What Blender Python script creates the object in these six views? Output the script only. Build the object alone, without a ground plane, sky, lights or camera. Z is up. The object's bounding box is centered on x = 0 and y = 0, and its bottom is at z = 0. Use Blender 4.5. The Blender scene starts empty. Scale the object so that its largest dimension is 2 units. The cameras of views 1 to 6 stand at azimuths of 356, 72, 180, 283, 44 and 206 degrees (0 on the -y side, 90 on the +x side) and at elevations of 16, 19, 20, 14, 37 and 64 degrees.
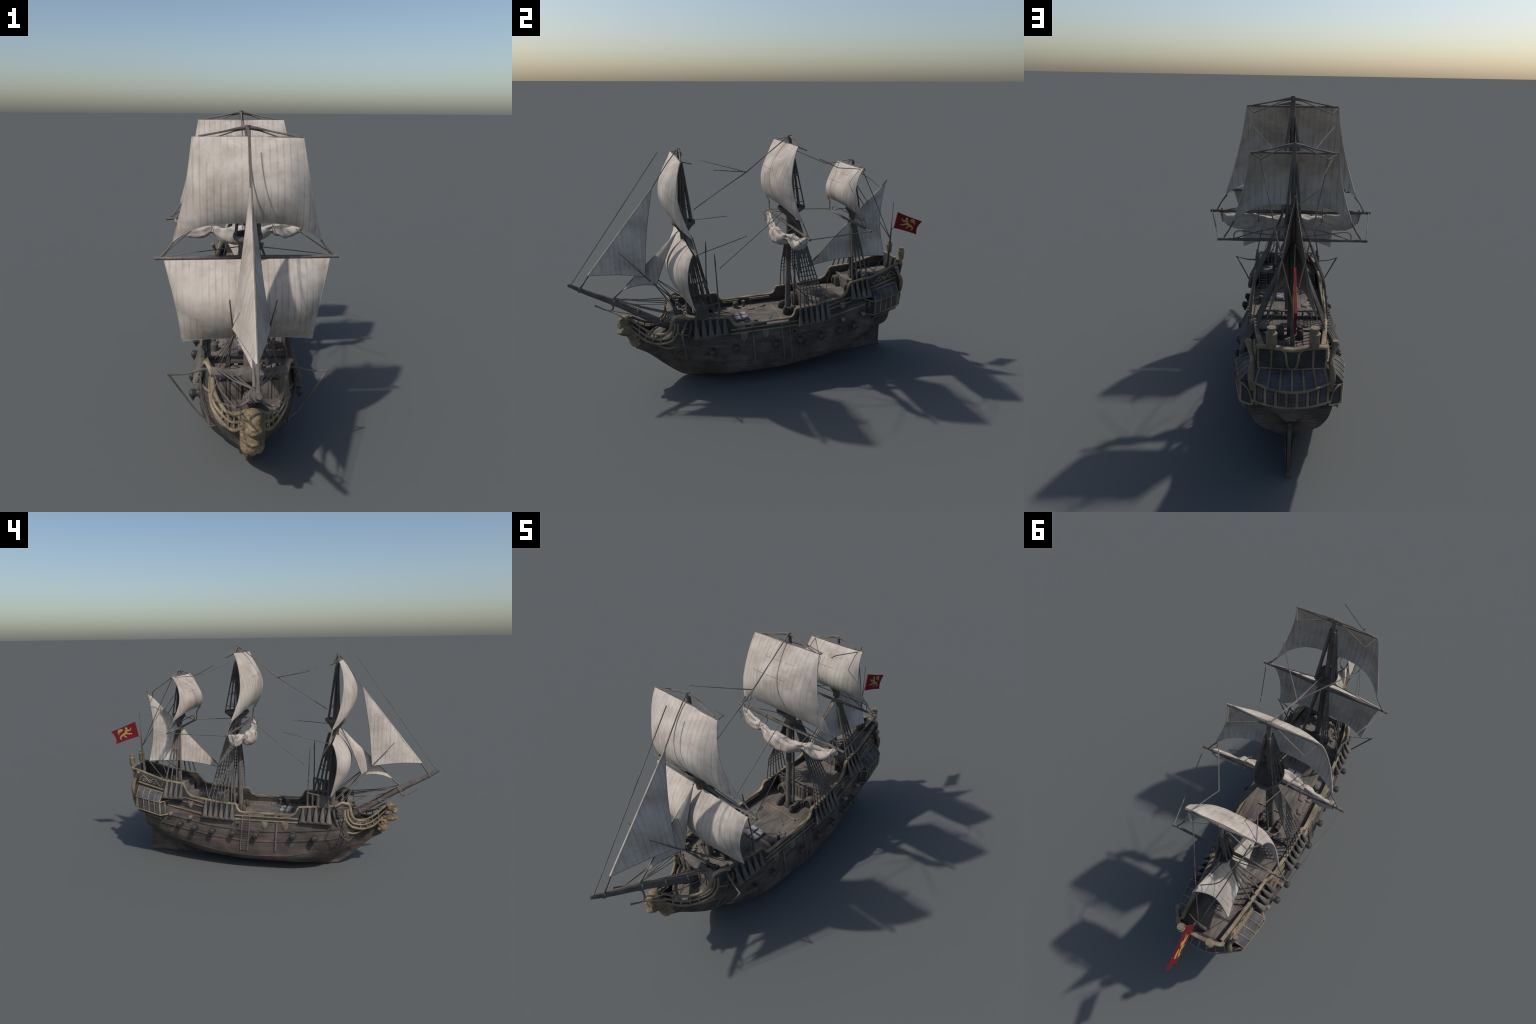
# Three-masted galleon under sail: everything is built for the +x side and mirrored.
import bpy, bmesh, math, random
import numpy as np
from mathutils import Vector, noise

random.seed(7)
V = Vector
TAU = 2 * math.pi

# ------------------------------------------------------------------ materials
def new_mat(name, rough=0.8, metal=0.0):
    m = bpy.data.materials.new(name)
    m.use_nodes = True
    nt = m.node_tree
    b = nt.nodes["Principled BSDF"]
    b.inputs["Roughness"].default_value = rough
    b.inputs["Metallic"].default_value = metal
    b.inputs["Specular IOR Level"].default_value = 0.25
    return m, nt, b

def coords(nt, scale=(1, 1, 1)):
    tc = nt.nodes.new("ShaderNodeTexCoord")
    mp = nt.nodes.new("ShaderNodeMapping")
    mp.inputs["Scale"].default_value = scale
    nt.links.new(tc.outputs["Object"], mp.inputs["Vector"])
    return mp.outputs["Vector"]

def noise_tex(nt, vec, scale, detail=4, rough=0.6, dist=0.0):
    n = nt.nodes.new("ShaderNodeTexNoise")
    n.inputs["Scale"].default_value = scale
    n.inputs["Detail"].default_value = detail
    n.inputs["Roughness"].default_value = rough
    n.inputs["Distortion"].default_value = dist
    nt.links.new(vec, n.inputs["Vector"])
    return n.outputs["Fac"]

def ramp(nt, fac, stops):
    r = nt.nodes.new("ShaderNodeValToRGB")
    e = r.color_ramp.elements
    while len(e) < len(stops):
        e.new(0.5)
    for i, (p, c) in enumerate(stops):
        e[i].position = p
        e[i].color = (c[0], c[1], c[2], 1) if not isinstance(c, (int, float)) else (c, c, c, 1)
    nt.links.new(fac, r.inputs["Fac"])
    return r.outputs["Color"]

def mix(nt, fac, a, b, mode='MIX'):
    m = nt.nodes.new("ShaderNodeMix")
    m.data_type = 'RGBA'
    m.blend_type = mode
    for sock, val in ((m.inputs["Factor"], fac), (m.inputs["A"], a), (m.inputs["B"], b)):
        if isinstance(val, (int, float)):
            sock.default_value = val
        elif isinstance(val, tuple):
            sock.default_value = (val[0], val[1], val[2], 1)
        else:
            nt.links.new(val, sock)
    return m.outputs["Result"]

def bump(nt, bsdf, height, strength=0.3, dist=0.002):
    b = nt.nodes.new("ShaderNodeBump")
    b.inputs["Strength"].default_value = strength
    b.inputs["Distance"].default_value = dist
    nt.links.new(height, b.inputs["Height"])
    nt.links.new(b.outputs["Normal"], bsdf.inputs["Normal"])

def wave(nt, vec, scale, axis='X', dist=0.0, dscale=1.0, profile='SIN'):
    w = nt.nodes.new("ShaderNodeTexWave")
    w.bands_direction = axis
    w.wave_profile = profile
    w.inputs["Scale"].default_value = scale
    w.inputs["Distortion"].default_value = dist
    w.inputs["Detail"].default_value = 3
    w.inputs["Detail Scale"].default_value = dscale
    nt.links.new(vec, w.inputs["Vector"])
    return w.outputs["Fac"]

def base(nt, bsdf, col):
    nt.links.new(col, bsdf.inputs["Base Color"])

def wood(name, dark, mid, light, grain=(14, 2.2, 60), plank=0.0, paxis='Z', tint=None, rough=0.85):
    m, nt, b = new_mat(name, rough)
    v = coords(nt, grain)
    n1 = noise_tex(nt, v, 3.0, 6, 0.65)
    c = ramp(nt, n1, [(0.28, dark), (0.52, mid), (0.78, light)])
    n2 = noise_tex(nt, coords(nt), 9.0, 3)
    c = mix(nt, ramp(nt, n2, [(0.35, 0.72), (0.7, 1.12)]), (0, 0, 0), c) if False else mix(nt, 0.55, c, ramp(nt, n2, [(0.3, dark), (0.72, light)]))
    if tint:
        n3 = noise_tex(nt, coords(nt, (6, 5, 16)), 1.6, 3)
        c = mix(nt, ramp(nt, n3, [(0.5, 0.0), (0.68, 0.75)]), c, tint)
    n4 = noise_tex(nt, coords(nt, (1, .6, 1)), 13.0, 4, .55)
    c = mix(nt, .85, c, ramp(nt, n4, [(0.34, 0.72), (0.62, 1.22)]), 'MULTIPLY')
    h = n1
    if plank:
        w = wave(nt, coords(nt), plank, paxis, 0.5, 1.2)
        line = ramp(nt, w, [(0.0, 0.52), (0.12, 1.0)])
        line = mix(nt, ramp(nt, noise_tex(nt, coords(nt, (5, 5, 9)), 2.2, 3), [(0.40, 0.05), (0.62, 0.95)]), (1, 1, 1), line)
        c = mix(nt, 1.0, c, line, 'MULTIPLY')
        h = mix(nt, 0.6, n1, line)
    base(nt, b, c)
    bump(nt, b, h, 0.5, 0.0015)
    return m

M = {}
M['hull'] = wood("hull_planking", (.036, .030, .025), (.084, .070, .060), (.162, .136, .118),
                 grain=(6, 1.6, 34), plank=24, paxis='Z', tint=(.150, .104, .089))
M['deck'] = wood("deck_planking", (.070, .059, .051), (.135, .116, .101), (.220, .191, .168),
                 grain=(30, 2.0, 30), plank=14, paxis='X')
M['spar'] = wood("spar_wood", (.070, .060, .054), (.125, .108, .096), (.195, .170, .150), grain=(30, 30, 5))
M['darkwood'] = wood("tarred_wood", (.040, .035, .032), (.075, .064, .057), (.120, .103, .090), grain=(20, 10, 8))
M['rig'] = wood("tarred_rigging", (.068, .059, .052), (.115, .101, .089), (.172, .152, .133), grain=(20, 20, 12))
M['panel'] = wood("painted_panel", (.026, .026, .027), (.044, .043, .043), (.078, .074, .069), grain=(6, 3, 40))
M['slate'] = wood("slate_roof", (.044, .045, .050), (.078, .079, .084), (.130, .128, .128), grain=(8, 8, 30), plank=30)
M['gold'] = wood("gilded_moulding", (.080, .062, .040), (.195, .155, .098), (.365, .296, .198), grain=(9, 9, 9), rough=0.6)
M['lion'] = wood("carved_gilt", (.045, .033, .021), (.175, .128, .076), (.410, .310, .186), grain=(36, 36, 26), rough=0.55)
M['rope'] = wood("hemp_rope", (.085, .075, .066), (.140, .122, .107), (.205, .180, .158), grain=(20, 20, 20))
M['iron'] = wood("cannon_iron", (.030, .028, .025), (.058, .054, .048), (.105, .098, .087), grain=(10, 10, 10), rough=0.38)
M['bronze'] = wood("pale_bronze", (.13, .10, .08), (.25, .19, .155), (.37, .29, .24), grain=(10, 10, 10), rough=0.5)
M['white'] = wood("white_canvas_cover", (.22, .21, .21), (.33, .315, .31), (.44, .42, .41), grain=(12, 12, 12))
M['glass'] = wood("leaded_glass", (.034, .034, .040), (.058, .057, .063), (.105, .100, .100), grain=(30, 30, 30), rough=0.35)

def cloth(name, axis, seam=True, shade=1.0):
    m, nt, b = new_mat(name, 0.95)
    o = coords(nt)
    n1 = noise_tex(nt, o, 7.0, 5, 0.6)
    k = shade
    c = ramp(nt, n1, [(0.30, (.372 * k, .322 * k, .276 * k)), (0.50, (.492 * k, .438 * k, .386 * k)), (0.72, (.580 * k, .526 * k, .470 * k))])
    sc = (10, 10, 0.9) if axis == 'X' else (6, 10, 0.9)
    st = noise_tex(nt, coords(nt, sc), 4.0, 5, 0.6)
    c = mix(nt, 0.8, c, ramp(nt, st, [(0.30, 0.84), (0.62, 1.04)]), 'MULTIPLY')
    stain = noise_tex(nt, coords(nt, (1, 1, 1.4)), 5.5, 5, .62, .6)
    c = mix(nt, ramp(nt, stain, [(0.46, 0.0), (0.68, 0.62)]), c, (.285 * k, .240 * k, .196 * k))
    fine = noise_tex(nt, o, 160.0, 2)
    if seam:
        w = wave(nt, o, 14.0, axis, 0.7, 2.0)
        sm = ramp(nt, w, [(0.0, 0.78), (0.08, 0.87), (0.22, 1.0)])
        c = mix(nt, ramp(nt, noise_tex(nt, o, 9.0, 2), [(0.38, 0.15), (0.6, 1.0)]), c, mix(nt, 1.0, c, sm, 'MULTIPLY'))
        bump(nt, b, mix(nt, 0.6, sm, fine), 0.35, 0.0012)
    else:
        bump(nt, b, mix(nt, 0.5, n1, fine), 0.35, 0.002)
    base(nt, b, c)
    b.inputs["Specular IOR Level"].default_value = 0.1
    return m

M['sailx'] = cloth("square_sail_canvas", 'X')
M['saily'] = cloth("stay_sail_canvas", 'Y')
M['furl'] = cloth("furled_canvas", 'X', seam=False, shade=.93)

def plain(name, a, c2, rough=0.8, scale=14):
    m, nt, b = new_mat(name, rough)
    base(nt, b, ramp(nt, noise_tex(nt, coords(nt), scale, 4), [(0.3, a), (0.7, c2)]))
    return m
M['flag'] = plain("red_flag_cloth", (.125, .008, .012), (.185, .014, .019), 0.9)
M['emblem'] = plain("yellow_embroidery", (.36, .22, .06), (.50, .34, .11), 0.8)
M['crest'] = plain("red_shield_paint", (.12, .070, .055), (.20, .125, .098), 0.7, 60)
M['crest2'] = plain("cream_shield_paint", (.120, .105, .082), (.22, .195, .155), 0.7, 60)
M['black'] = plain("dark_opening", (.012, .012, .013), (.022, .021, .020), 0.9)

# ------------------------------------------------------------------ mesh kit
class Shape:
    """Accumulates vertices and faces of one part."""
    def __init__(self):
        self.v, self.f = [], []

    def grid(self, rows, close_u=False, close_v=False, flip=False):
        o = len(self.v)
        nv, nu = len(rows), len(rows[0])
        for r in rows:
            self.v += [tuple(p) for p in r]
        for i in range(nv if close_v else nv - 1):
            for j in range(nu if close_u else nu - 1):
                a = o + i * nu + j
                b = o + i * nu + (j + 1) % nu
                c = o + ((i + 1) % nv) * nu + (j + 1) % nu
                d = o + ((i + 1) % nv) * nu + j
                self.f.append((a, d, c, b) if flip else (a, b, c, d))
        return self

    def cap(self, ring, flip=False):
        o = len(self.v)
        self.v += [tuple(p) for p in ring]
        idx = list(range(o, o + len(ring)))
        self.f.append(tuple(idx[::-1] if flip else idx))
        return self

    def tube(self, pts, rad, seg=8, smooth=0, flat=None):
        pts = [V(p) for p in pts]
        if smooth:
            pts, rad = spline(pts, smooth, rad)
        n = len(pts)
        if isinstance(rad, (int, float)):
            rad = [rad] * n
        elif len(rad) != n:
            rad = list(np.interp(np.linspace(0, 1, n), np.linspace(0, 1, len(rad)), rad))
        rows, up = [], None
        for i in range(n):
            t = (pts[min(i + 1, n - 1)] - pts[max(i - 1, 0)]).normalized()
            if up is None:
                up = V((1, 0, 0)) if abs(t.x) < 0.9 else V((0, 0, 1))
            a = (up - t * up.dot(t)).normalized()
            bb = t.cross(a)
            up = a
            ka, kb = flat if flat else (1, 1)
            rows.append([pts[i] + (a * math.cos(TAU * k / seg) * ka + bb * math.sin(TAU * k / seg) * kb) * rad[i] for k in range(seg)])
        self.grid(rows, close_u=True, flip=True)
        self.cap(rows[0])
        self.cap(rows[-1], True)
        return self

    def box(self, c, s, rot=None):
        cx, cy, cz = c
        hx, hy, hz = s[0] / 2, s[1] / 2, s[2] / 2
        P = [V((x * hx, y * hy, z * hz)) for z in (-1, 1) for y in (-1, 1) for x in (-1, 1)]
        if rot:
            from mathutils import Euler
            R = Euler(rot).to_matrix()
            P = [R @ p for p in P]
        o = len(self.v)
        self.v += [tuple(p + V(c)) for p in P]
        for q in ((0, 2, 3, 1), (4, 5, 7, 6), (0, 1, 5, 4), (2, 6, 7, 3), (0, 4, 6, 2), (1, 3, 7, 5)):
            self.f.append(tuple(o + i for i in q))
        return self

    def hexa(self, p8):
        """eight corners: bottom ring of four, then top ring of four."""
        o = len(self.v)
        self.v += [tuple(p) for p in p8]
        for q in ((3, 2, 1, 0), (4, 5, 6, 7), (0, 1, 5, 4), (1, 2, 6, 5), (2, 3, 7, 6), (3, 0, 4, 7)):
            self.f.append(tuple(o + i for i in q))
        return self

    def lathe(self, c, prof, seg=20, axis='z', sx=1.0, sy=1.0):
        rows = []
        for r, h in prof:
            ring = []
            for k in range(seg):
                a = TAU * k / seg
                if axis == 'z':
                    p = (c[0] + r * sx * math.cos(a), c[1] + r * sy * math.sin(a), c[2] + h)
                elif axis == 'x':
                    p = (c[0] + h, c[1] + r * math.cos(a), c[2] + r * math.sin(a))
                else:
                    p = (c[0] + r * math.sin(a), c[1] + h, c[2] + r * math.cos(a))
                ring.append(p)
            rows.append(ring)
        self.grid(rows, close_u=True)
        self.cap(rows[0], True)
        self.cap(rows[-1])
        return self

    def ball(self, c, r, seg=12):
        rr = (r, r, r) if isinstance(r, (int, float)) else r
        rows = []
        for i in range(1, seg):
            th = math.pi * i / seg
            rows.append([(c[0] + rr[0] * math.sin(th) * math.cos(TAU * k / seg), c[1] + rr[1] * math.sin(th) * math.sin(TAU * k / seg),
                          c[2] - rr[2] * math.cos(th)) for k in range(seg)])
        self.grid(rows, close_u=True)
        self.cap(rows[0], True)
        self.cap(rows[-1])
        return self

    def sheet(self, rows, th):
        """cloth: a grid of points given a thickness along its normals."""
        A = np.array([[tuple(p) for p in r] for r in rows])
        du = np.gradient(A, axis=1)
        dv = np.gradient(A, axis=0)
        N = np.cross(du, dv)
        L = np.linalg.norm(N, axis=2, keepdims=True)
        N = N / np.maximum(L, 1e-9)
        F, B = A + N * th / 2, A - N * th / 2
        self.grid(F.tolist())
        self.grid(B.tolist(), flip=True)
        edge = lambda X: list(X[0, :]) + list(X[1:, -1]) + list(X[-1, -2::-1]) + list(X[-2:0:-1, 0])
        self.grid([edge(F), edge(B)], close_u=True, flip=False)
        return self

    def mirrored(self):
        s = Shape()
        s.v = [(-x, y, z) for x, y, z in self.v]
        s.f = [f[::-1] for f in self.f]
        return s

    def both(self):
        m = self.mirrored()
        o = len(self.v)
        self.v += m.v
        self.f += [tuple(i + o for i in f) for f in m.f]
        return self

def spline(pts, n, rad=None):
    """Catmull-Rom through the points, n samples per span."""
    P = [V(p) for p in pts]
    E = [P[0] * 2 - P[1]] + P + [P[-1] * 2 - P[-2]]
    out = []
    for i in range(1, len(E) - 2):
        for k in range(n):
            t = k / n
            a, b, c, d = E[i - 1], E[i], E[i + 1], E[i + 2]
            out.append(0.5 * ((2 * b) + (c - a) * t + (2 * a - 5 * b + 4 * c - d) * t * t + (3 * b - a - 3 * c + d) * t ** 3))
    out.append(P[-1])
    if isinstance(rad, (list, tuple)):
        rad = list(np.interp(np.linspace(0, len(P) - 1, len(out)), np.linspace(0, len(P) - 1, len(rad)), rad))
    return out, rad

ship = bpy.data.objects.new("sailing_ship", None)
bpy.context.scene.collection.objects.link(ship)
ship["label"] = "old three-masted wooden sailing ship with pale sails and red flag"
ship["category"] = "sailing ship"

def add(name, shape, mat, parent=None, smooth=40, bevel=0, stuff=False):
    me = bpy.data.meshes.new(name)
    me.from_pydata(shape.v, [], shape.f)
    bm = bmesh.new()
    bm.from_mesh(me)
    bmesh.ops.remove_doubles(bm, verts=bm.verts, dist=1e-5)
    bmesh.ops.recalc_face_normals(bm, faces=bm.faces)
    if bevel:
        ed = [e for e in bm.edges if len(e.link_faces) == 2 and e.calc_face_angle(0) > 0.6]
        bmesh.ops.bevel(bm, geom=ed, offset=bevel, segments=2, affect='EDGES', profile=0.6, clamp_overlap=True)
    bm.to_mesh(me)
    bm.free()
    me.materials.append(M[mat] if isinstance(mat, str) else mat)
    if smooth:
        me.polygons.foreach_set("use_smooth", [True] * len(me.polygons))
        me.set_sharp_from_angle(angle=math.radians(smooth))
    ob = bpy.data.objects.new(name, me)
    bpy.context.scene.collection.objects.link(ob)
    ob.parent = parent or ship
    if stuff:
        ob["kind"] = "stuff"
    return ob

def pair(name, shape, mat, parent=None, **k):
    """a part and its mirror image on the other side."""
    a = add(name, shape, mat, parent, **k)
    b = add(name, shape.mirrored(), mat, parent, **k)
    return a, b

def copy_at(ob, loc, scale=(1, 1, 1), rot=(0, 0, 0), parent=None):
    o = ob.copy()
    o.location, o.scale, o.rotation_euler = loc, scale, rot
    bpy.context.scene.collection.objects.link(o)
    o.parent = parent or ob.parent
    return o

def I(y, tab):
    return float(np.interp(y, [t[0] for t in tab], [t[1] for t in tab]))

# ------------------------------------------------------------------ hull lines
ZG = [0, .025, .05, .075, .10, .13, .16, .20, .25, .30, .36, .45, .56]
STATIONS = [  # y, half breadths at the heights in ZG
    (-.66, [.010, .010, .010, .010, .010, .010, .010, .010, .011, .012, .012, .012, .012]),
    (-.62, [.010, .010, .010, .010, .010, .010, .010, .013, .024, .034, .040, .045, .045]),
    (-.58, [.010, .010, .010, .010, .010, .010, .015, .032, .058, .076, .086, .090, .090]),
    (-.52, [.010, .010, .010, .010, .020, .044, .066, .092, .114, .122, .124, .124, .124]),
    (-.45, [.010, .010, .022, .047, .071, .099, .124, .149, .165, .164, .154, .143, .143]),
    (-.35, [.030, .068, .104, .131, .151, .165, .174, .181, .183, .178, .168, .158, .155]),
    (-.18, [.036, .096, .150, .180, .192, .196, .197, .195, .192, .185, .176, .170, .168]),
    (.08,  [.036, .098, .157, .190, .202, .205, .204, .199, .193, .186, .176, .170, .168]),
    (.30,  [.018, .056, .116, .162, .184, .193, .195, .192, .188, .180, .170, .159, .155]),
    (.48,  [.012, .022, .054, .100, .139, .164, .175, .180, .178, .170, .158, .143, .134]),
    (.62,  [.012, .012, .013, .018, .036, .088, .132, .156, .164, .163, .150, .132, .118]),
    (.70,  [.010, .010, .010, .010, .011, .015, .044, .122, .148, .153, .146, .126, .112]),
    (.735, [.010, .010, .010, .010, .010, .012, .022, .104, .138, .148, .144, .124, .109]),
    (.80,  [.009, .009, .009, .009, .009, .009, .009, .009, .010, .045, .130, .116, .102]),
    (.835, [.009, .009, .009, .009, .009, .009, .009, .009, .010, .020, .090, .090, .090]),
    (.860, [.004, .004, .004, .004, .004, .004, .004, .004, .004, .020, .026, .026, .026])]
HB = np.array([s[1] for s in STATIONS])
YS = np.array([s[0] for s in STATIONS])

def slopes(x, y):
    d = np.diff(y) / np.diff(x)
    m = np.zeros(len(x))
    for i in range(1, len(x) - 1):
        m[i] = 0 if d[i - 1] * d[i] <= 0 else 2 * d[i - 1] * d[i] / (d[i - 1] + d[i])
    m[0], m[-1] = d[0], d[-1]
    return m
def herm(x, y, m, q):
    q = min(max(q, x[0]), x[-1])
    i = min(max(int(np.searchsorted(x, q)) - 1, 0), len(x) - 2)
    h = x[i + 1] - x[i]
    t = (q - x[i]) / h
    return (2 * t**3 - 3 * t**2 + 1) * y[i] + (t**3 - 2 * t**2 + t) * h * m[i] + (-2 * t**3 + 3 * t**2) * y[i + 1] + (t**3 - t**2) * h * m[i + 1]
ZA = np.array(ZG)
MY = [slopes(YS, HB[:, k]) for k in range(len(ZG))]
_cache = {}
def hx(y, z):
    key = round(y, 5)
    if key not in _cache:
        col = np.array([herm(YS, HB[:, k], MY[k], y) for k in range(len(ZG))])
        _cache[key] = (col, slopes(ZA, col))
    col, m = _cache[key]
    return herm(ZA, col, m, z)

RAIL = [(-.53, .414), (-.512, .416), (-.49, .419), (-.42, .408), (-.30, .402), (-.229, .397), (-.219, .385), (-.209, .364), (-.195, .351), (-.17, .347),
        (0, .349), (.10, .348), (.122, .354), (.136, .371), (.144, .394), (.172, .396), (.25, .399), (.326, .409), (.40, .415),
        (.428, .421), (.452, .441), (.468, .472), (.479, .492), (.55, .500), (.612, .505), (.686, .528), (.767, .552), (.81, .563)]
def zr(y):
    return I(y, RAIL)
def zhull(y):  # top of the solid side: under the open waist rail it stops short
    z = zr(y)
    if -.185 < y < .105 and not (-.087 < y < -.02):
        z -= 0.016
    return z - 0.004
KEEL = [(-.66, .202), (-.627, .169), (-.567, .110), (-.530, .076), (-.496, .046), (-.46, .020), (-.43, .007), (-.40, .002), (-.35, 0), (.7345, 0), (.7350, .333), (.80, .338)]
def zk(y):
    return I(y, KEEL)
def xr(y):  # rail half width
    return hx(y, zr(y))

ycols = sorted(set([round(v, 4) for v in np.linspace(-.50, .80, 105)] + [.7345, .735, -.229, -.219, -.209, -.195, -.185, -.1849, -.087, -.0869, -.02, -.0199, .105, .1049,
               .122, .136, .144, .452, .468, .479]))
def side_rows(off=0.0, zlow=None, ycols=ycols, nz=46):
    rows = []
    for y in ycols:
        z0 = (zlow(y) if zlow else zk(y) + 0.002)
        z1 = zhull(y)
        r = [(0.0, y, z0)] if zlow is None else []
        for k in range(nz + 1):
            z = z0 + (z1 - z0) * k / nz
            w = 0.0012 * (noise.noise(V((y * 9, z * 30, 3.1))))
            r.append((hx(y, z) - off + w, y, z))
        rows.append(r)
    return rows

hull = Shape()
cut = ycols.index(.735)
outer = side_rows()
inner = side_rows(0.012, lambda y: zhull(y) - 0.16)
hull.grid(outer[:cut], flip=True)
hull.grid(outer[cut:], flip=True)
hull.grid([[r for r in outer[cut - 1] if r[2] > .33], [(x, y, z) for x, y, z in [(hx(.735, q[2]), .735, q[2]) for q in outer[cut - 1] if q[2] > .33]]], flip=True)
hull.grid(inner)
hull.grid([[a[-1] for a in outer], [a[-1] for a in inner]])
hull.both()
HULL = add("hull", hull, "hull", smooth=50)

# forward hull under the beak (round bow below the beak deck) and counter under the stern windows
bow = Shape()
yc = list(np.linspace(-.66, -.50, 18))
rows = []
for y in yc:
    top = I(y, [(-.66, .232), (-.60, .262), (-.56, .285), (-.50, .31)])
    z0 = zk(y) + .002
    rows.append([(hx(y, z0 + (top - z0) * k / 30), y, z0 + (top - z0) * k / 30) for k in range(31)] + [(0, y, top)])
bow.grid(rows, flip=True)
bow.both()
add("bow_planking", bow, "hull", HULL, smooth=50)

counter = Shape()
tran = [(hx(.7345, z), z) for z in np.linspace(.004, .345, 40)]   # round tuck closed by a flat transom
counter.grid([[(x * f, .7345 - .012 * (1 - f * f) * min(1, z / .2), z) for x, z in tran] for f in (-1, -.66, -.33, 0, .33, .66, 1)])
# closing wall between hull and counter below the deck
wall = [(hx(.80, z), .799, z) for z in np.linspace(.27, .485, 14)]
counter.grid([[(-x, y, z) for x, y, z in wall], wall])
add("counter", counter, "hull", HULL, smooth=50)

# wales: raised belts of heavier planking, following the sheer
def belt(zf, y0, y1, h, t, n=60, mat="hull", name="wale", parent=None, bev=.0015):
    s = Shape()
    rows = []
    for y in np.linspace(y0, y1, n):
        z = zf(y)
        a, b = z - h / 2, z + h / 2
        rows.append([(hx(y, a) - .004, y, a), (hx(y, a) + t * .6, y, a), (hx(y, a + h * .2) + t, y, a + h * .2), (hx(y, b - h * .2) + t, y, b - h * .2),
                     (hx(y, b) + t * .6, y, b), (hx(y, b) - .004, y, b)])
    s.grid(rows, flip=True)
    s.cap(rows[0]); s.cap(rows[-1], True)
    return pair(name, s, mat, parent or HULL)
SHEER = [(-.60, .300), (-.50, .290), (-.378, .274), (-.091, .249), (.054, .243), (.30, .262), (.5, .292), (.62, .312), (.75, .335)]
belt(lambda y: I(y, SHEER), -.50, .60, .012, .0045, mat="darkwood")
belt(lambda y: I(y, SHEER) - .062, -.50, .62, .010, .0035)
belt(lambda y: I(y, [(-.53, .16), (-.357, .137), (-.17, .103), (.023, .091), (.22, .097), (.45, .14), (.70, .19)]), -.50, .62, .006, .002)

# keel, stem and rudder
keel = Shape()
prof = [(.765, 0), (.60, 0), (.2, 0), (-.35, -.0), (-.40, .0), (-.43, .004), (-.46, .016), (-.496, .042), (-.53, .072), (-.567, .106), (-.627, .165), (-.67, .196), (-.70, .213)]
rows = []
P, _ = spline([(0, y, z) for y, z in prof], 6)
for p in P:
    hgt = .02 if p.y > -.40 else .05
    up = V((0, 0, hgt)) if p.y > -.4 else V((0, .02, .05))
    z0 = max(p.z, 0)
    rows.append([(-.010, p.y, z0), (.010, p.y, z0), (.010, p.y + up.y, z0 + up.z), (-.010, p.y + up.y, z0 + up.z)])
keel.grid(rows, close_u=True)
keel.cap(rows[0]); keel.cap(rows[-1], True)
add("keel", keel, "hull", HULL, smooth=30, bevel=.0015)
rud = Shape()
rud.hexa([(-.0065, .700, .001), (.0065, .700, .001), (.0065, .762, .001), (-.0065, .762, .001),
          (-.0065, .70, .232), (.0065, .70, .232), (.0065, .760, .232), (-.0065, .760, .232)])
add("rudder", rud, "hull", smooth=30, bevel=.0012)

# ------------------------------------------------------------------ rail caps and mouldings
def strip(path, w, h, name, mat, parent=None, both_sides=True, sm=4, smooth=35):
    """moulding with a rounded section swept along a path; w sideways (x), h upwards."""
    s = Shape()
    pts, _ = spline(path, sm)
    n = len(pts)
    rows = []
    for i, p in enumerate(pts):
        t = (pts[min(i + 1, n - 1)] - pts[max(i - 1, 0)]).normalized()
        side = t.cross(V((0, 0, 1)))
        if side.length < .2:
            side = V((1, 0, 0))
        side.normalize()
        up = side.cross(t).normalized()
        rows.append([p + side * (w / 2) * cx + up * (h / 2) * cy for cx, cy in ((1, -.6), (1, .5), (.7, 1), (-.7, 1), (-1, .5), (-1, -.6), (-.7, -1), (.7, -1))])
    s.grid(rows, close_u=True)
    s.cap(rows[0], True); s.cap(rows[-1])
    if both_sides:
        return pair(name, s, mat, parent or HULL, smooth=smooth)
    return add(name, s, mat, parent or HULL, smooth=smooth)

def rail_path(y0, y1, n, dz=0, dx=-.005):
    ys = sorted(set(list(np.linspace(y0, y1, n)) + [t[0] for t in RAIL if y0 < t[0] < y1]))
    return [(xr(y) + dx, y, zr(y) + dz) for y in ys]
strip(rail_path(-.505, .80, 40), .016, .0095, "rail_cap", "gold", sm=3)

def hull_line(pts, n=14, out=.002):
    ys = np.linspace(pts[0][0], pts[-1][0], n)
    return [(hx(y, I(y, pts)) + out, y, I(y, pts)) for y in ys]
strip(hull_line([(-.225, .330), (.150, .330)]), .008, .008, "moulding", "gold")
strip(hull_line([(-.225, .309), (.150, .308)]), .008, .008, "moulding", "gold")
strip(hull_line([(.325, .385), (.480, .413)]), .008, .007, "moulding", "gold")
strip(hull_line([(.325, .363), (.480, .389)]), .008, .007, "moulding", "gold")
strip(hull_line([(.335, .319), (.446, .338), (.575, .361)]), .009, .009, "moulding", "gold")
strip(hull_line([(.605, .446), (.775, .485)], out=.003), .009, .008, "moulding", "gold")
strip(hull_line([(.600, .425), (.775, .458)], out=.003), .008, .007, "moulding", "gold")
strip(hull_line([(-.50, .335), (-.43, .325)]), .008, .008, "moulding", "gold")

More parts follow.
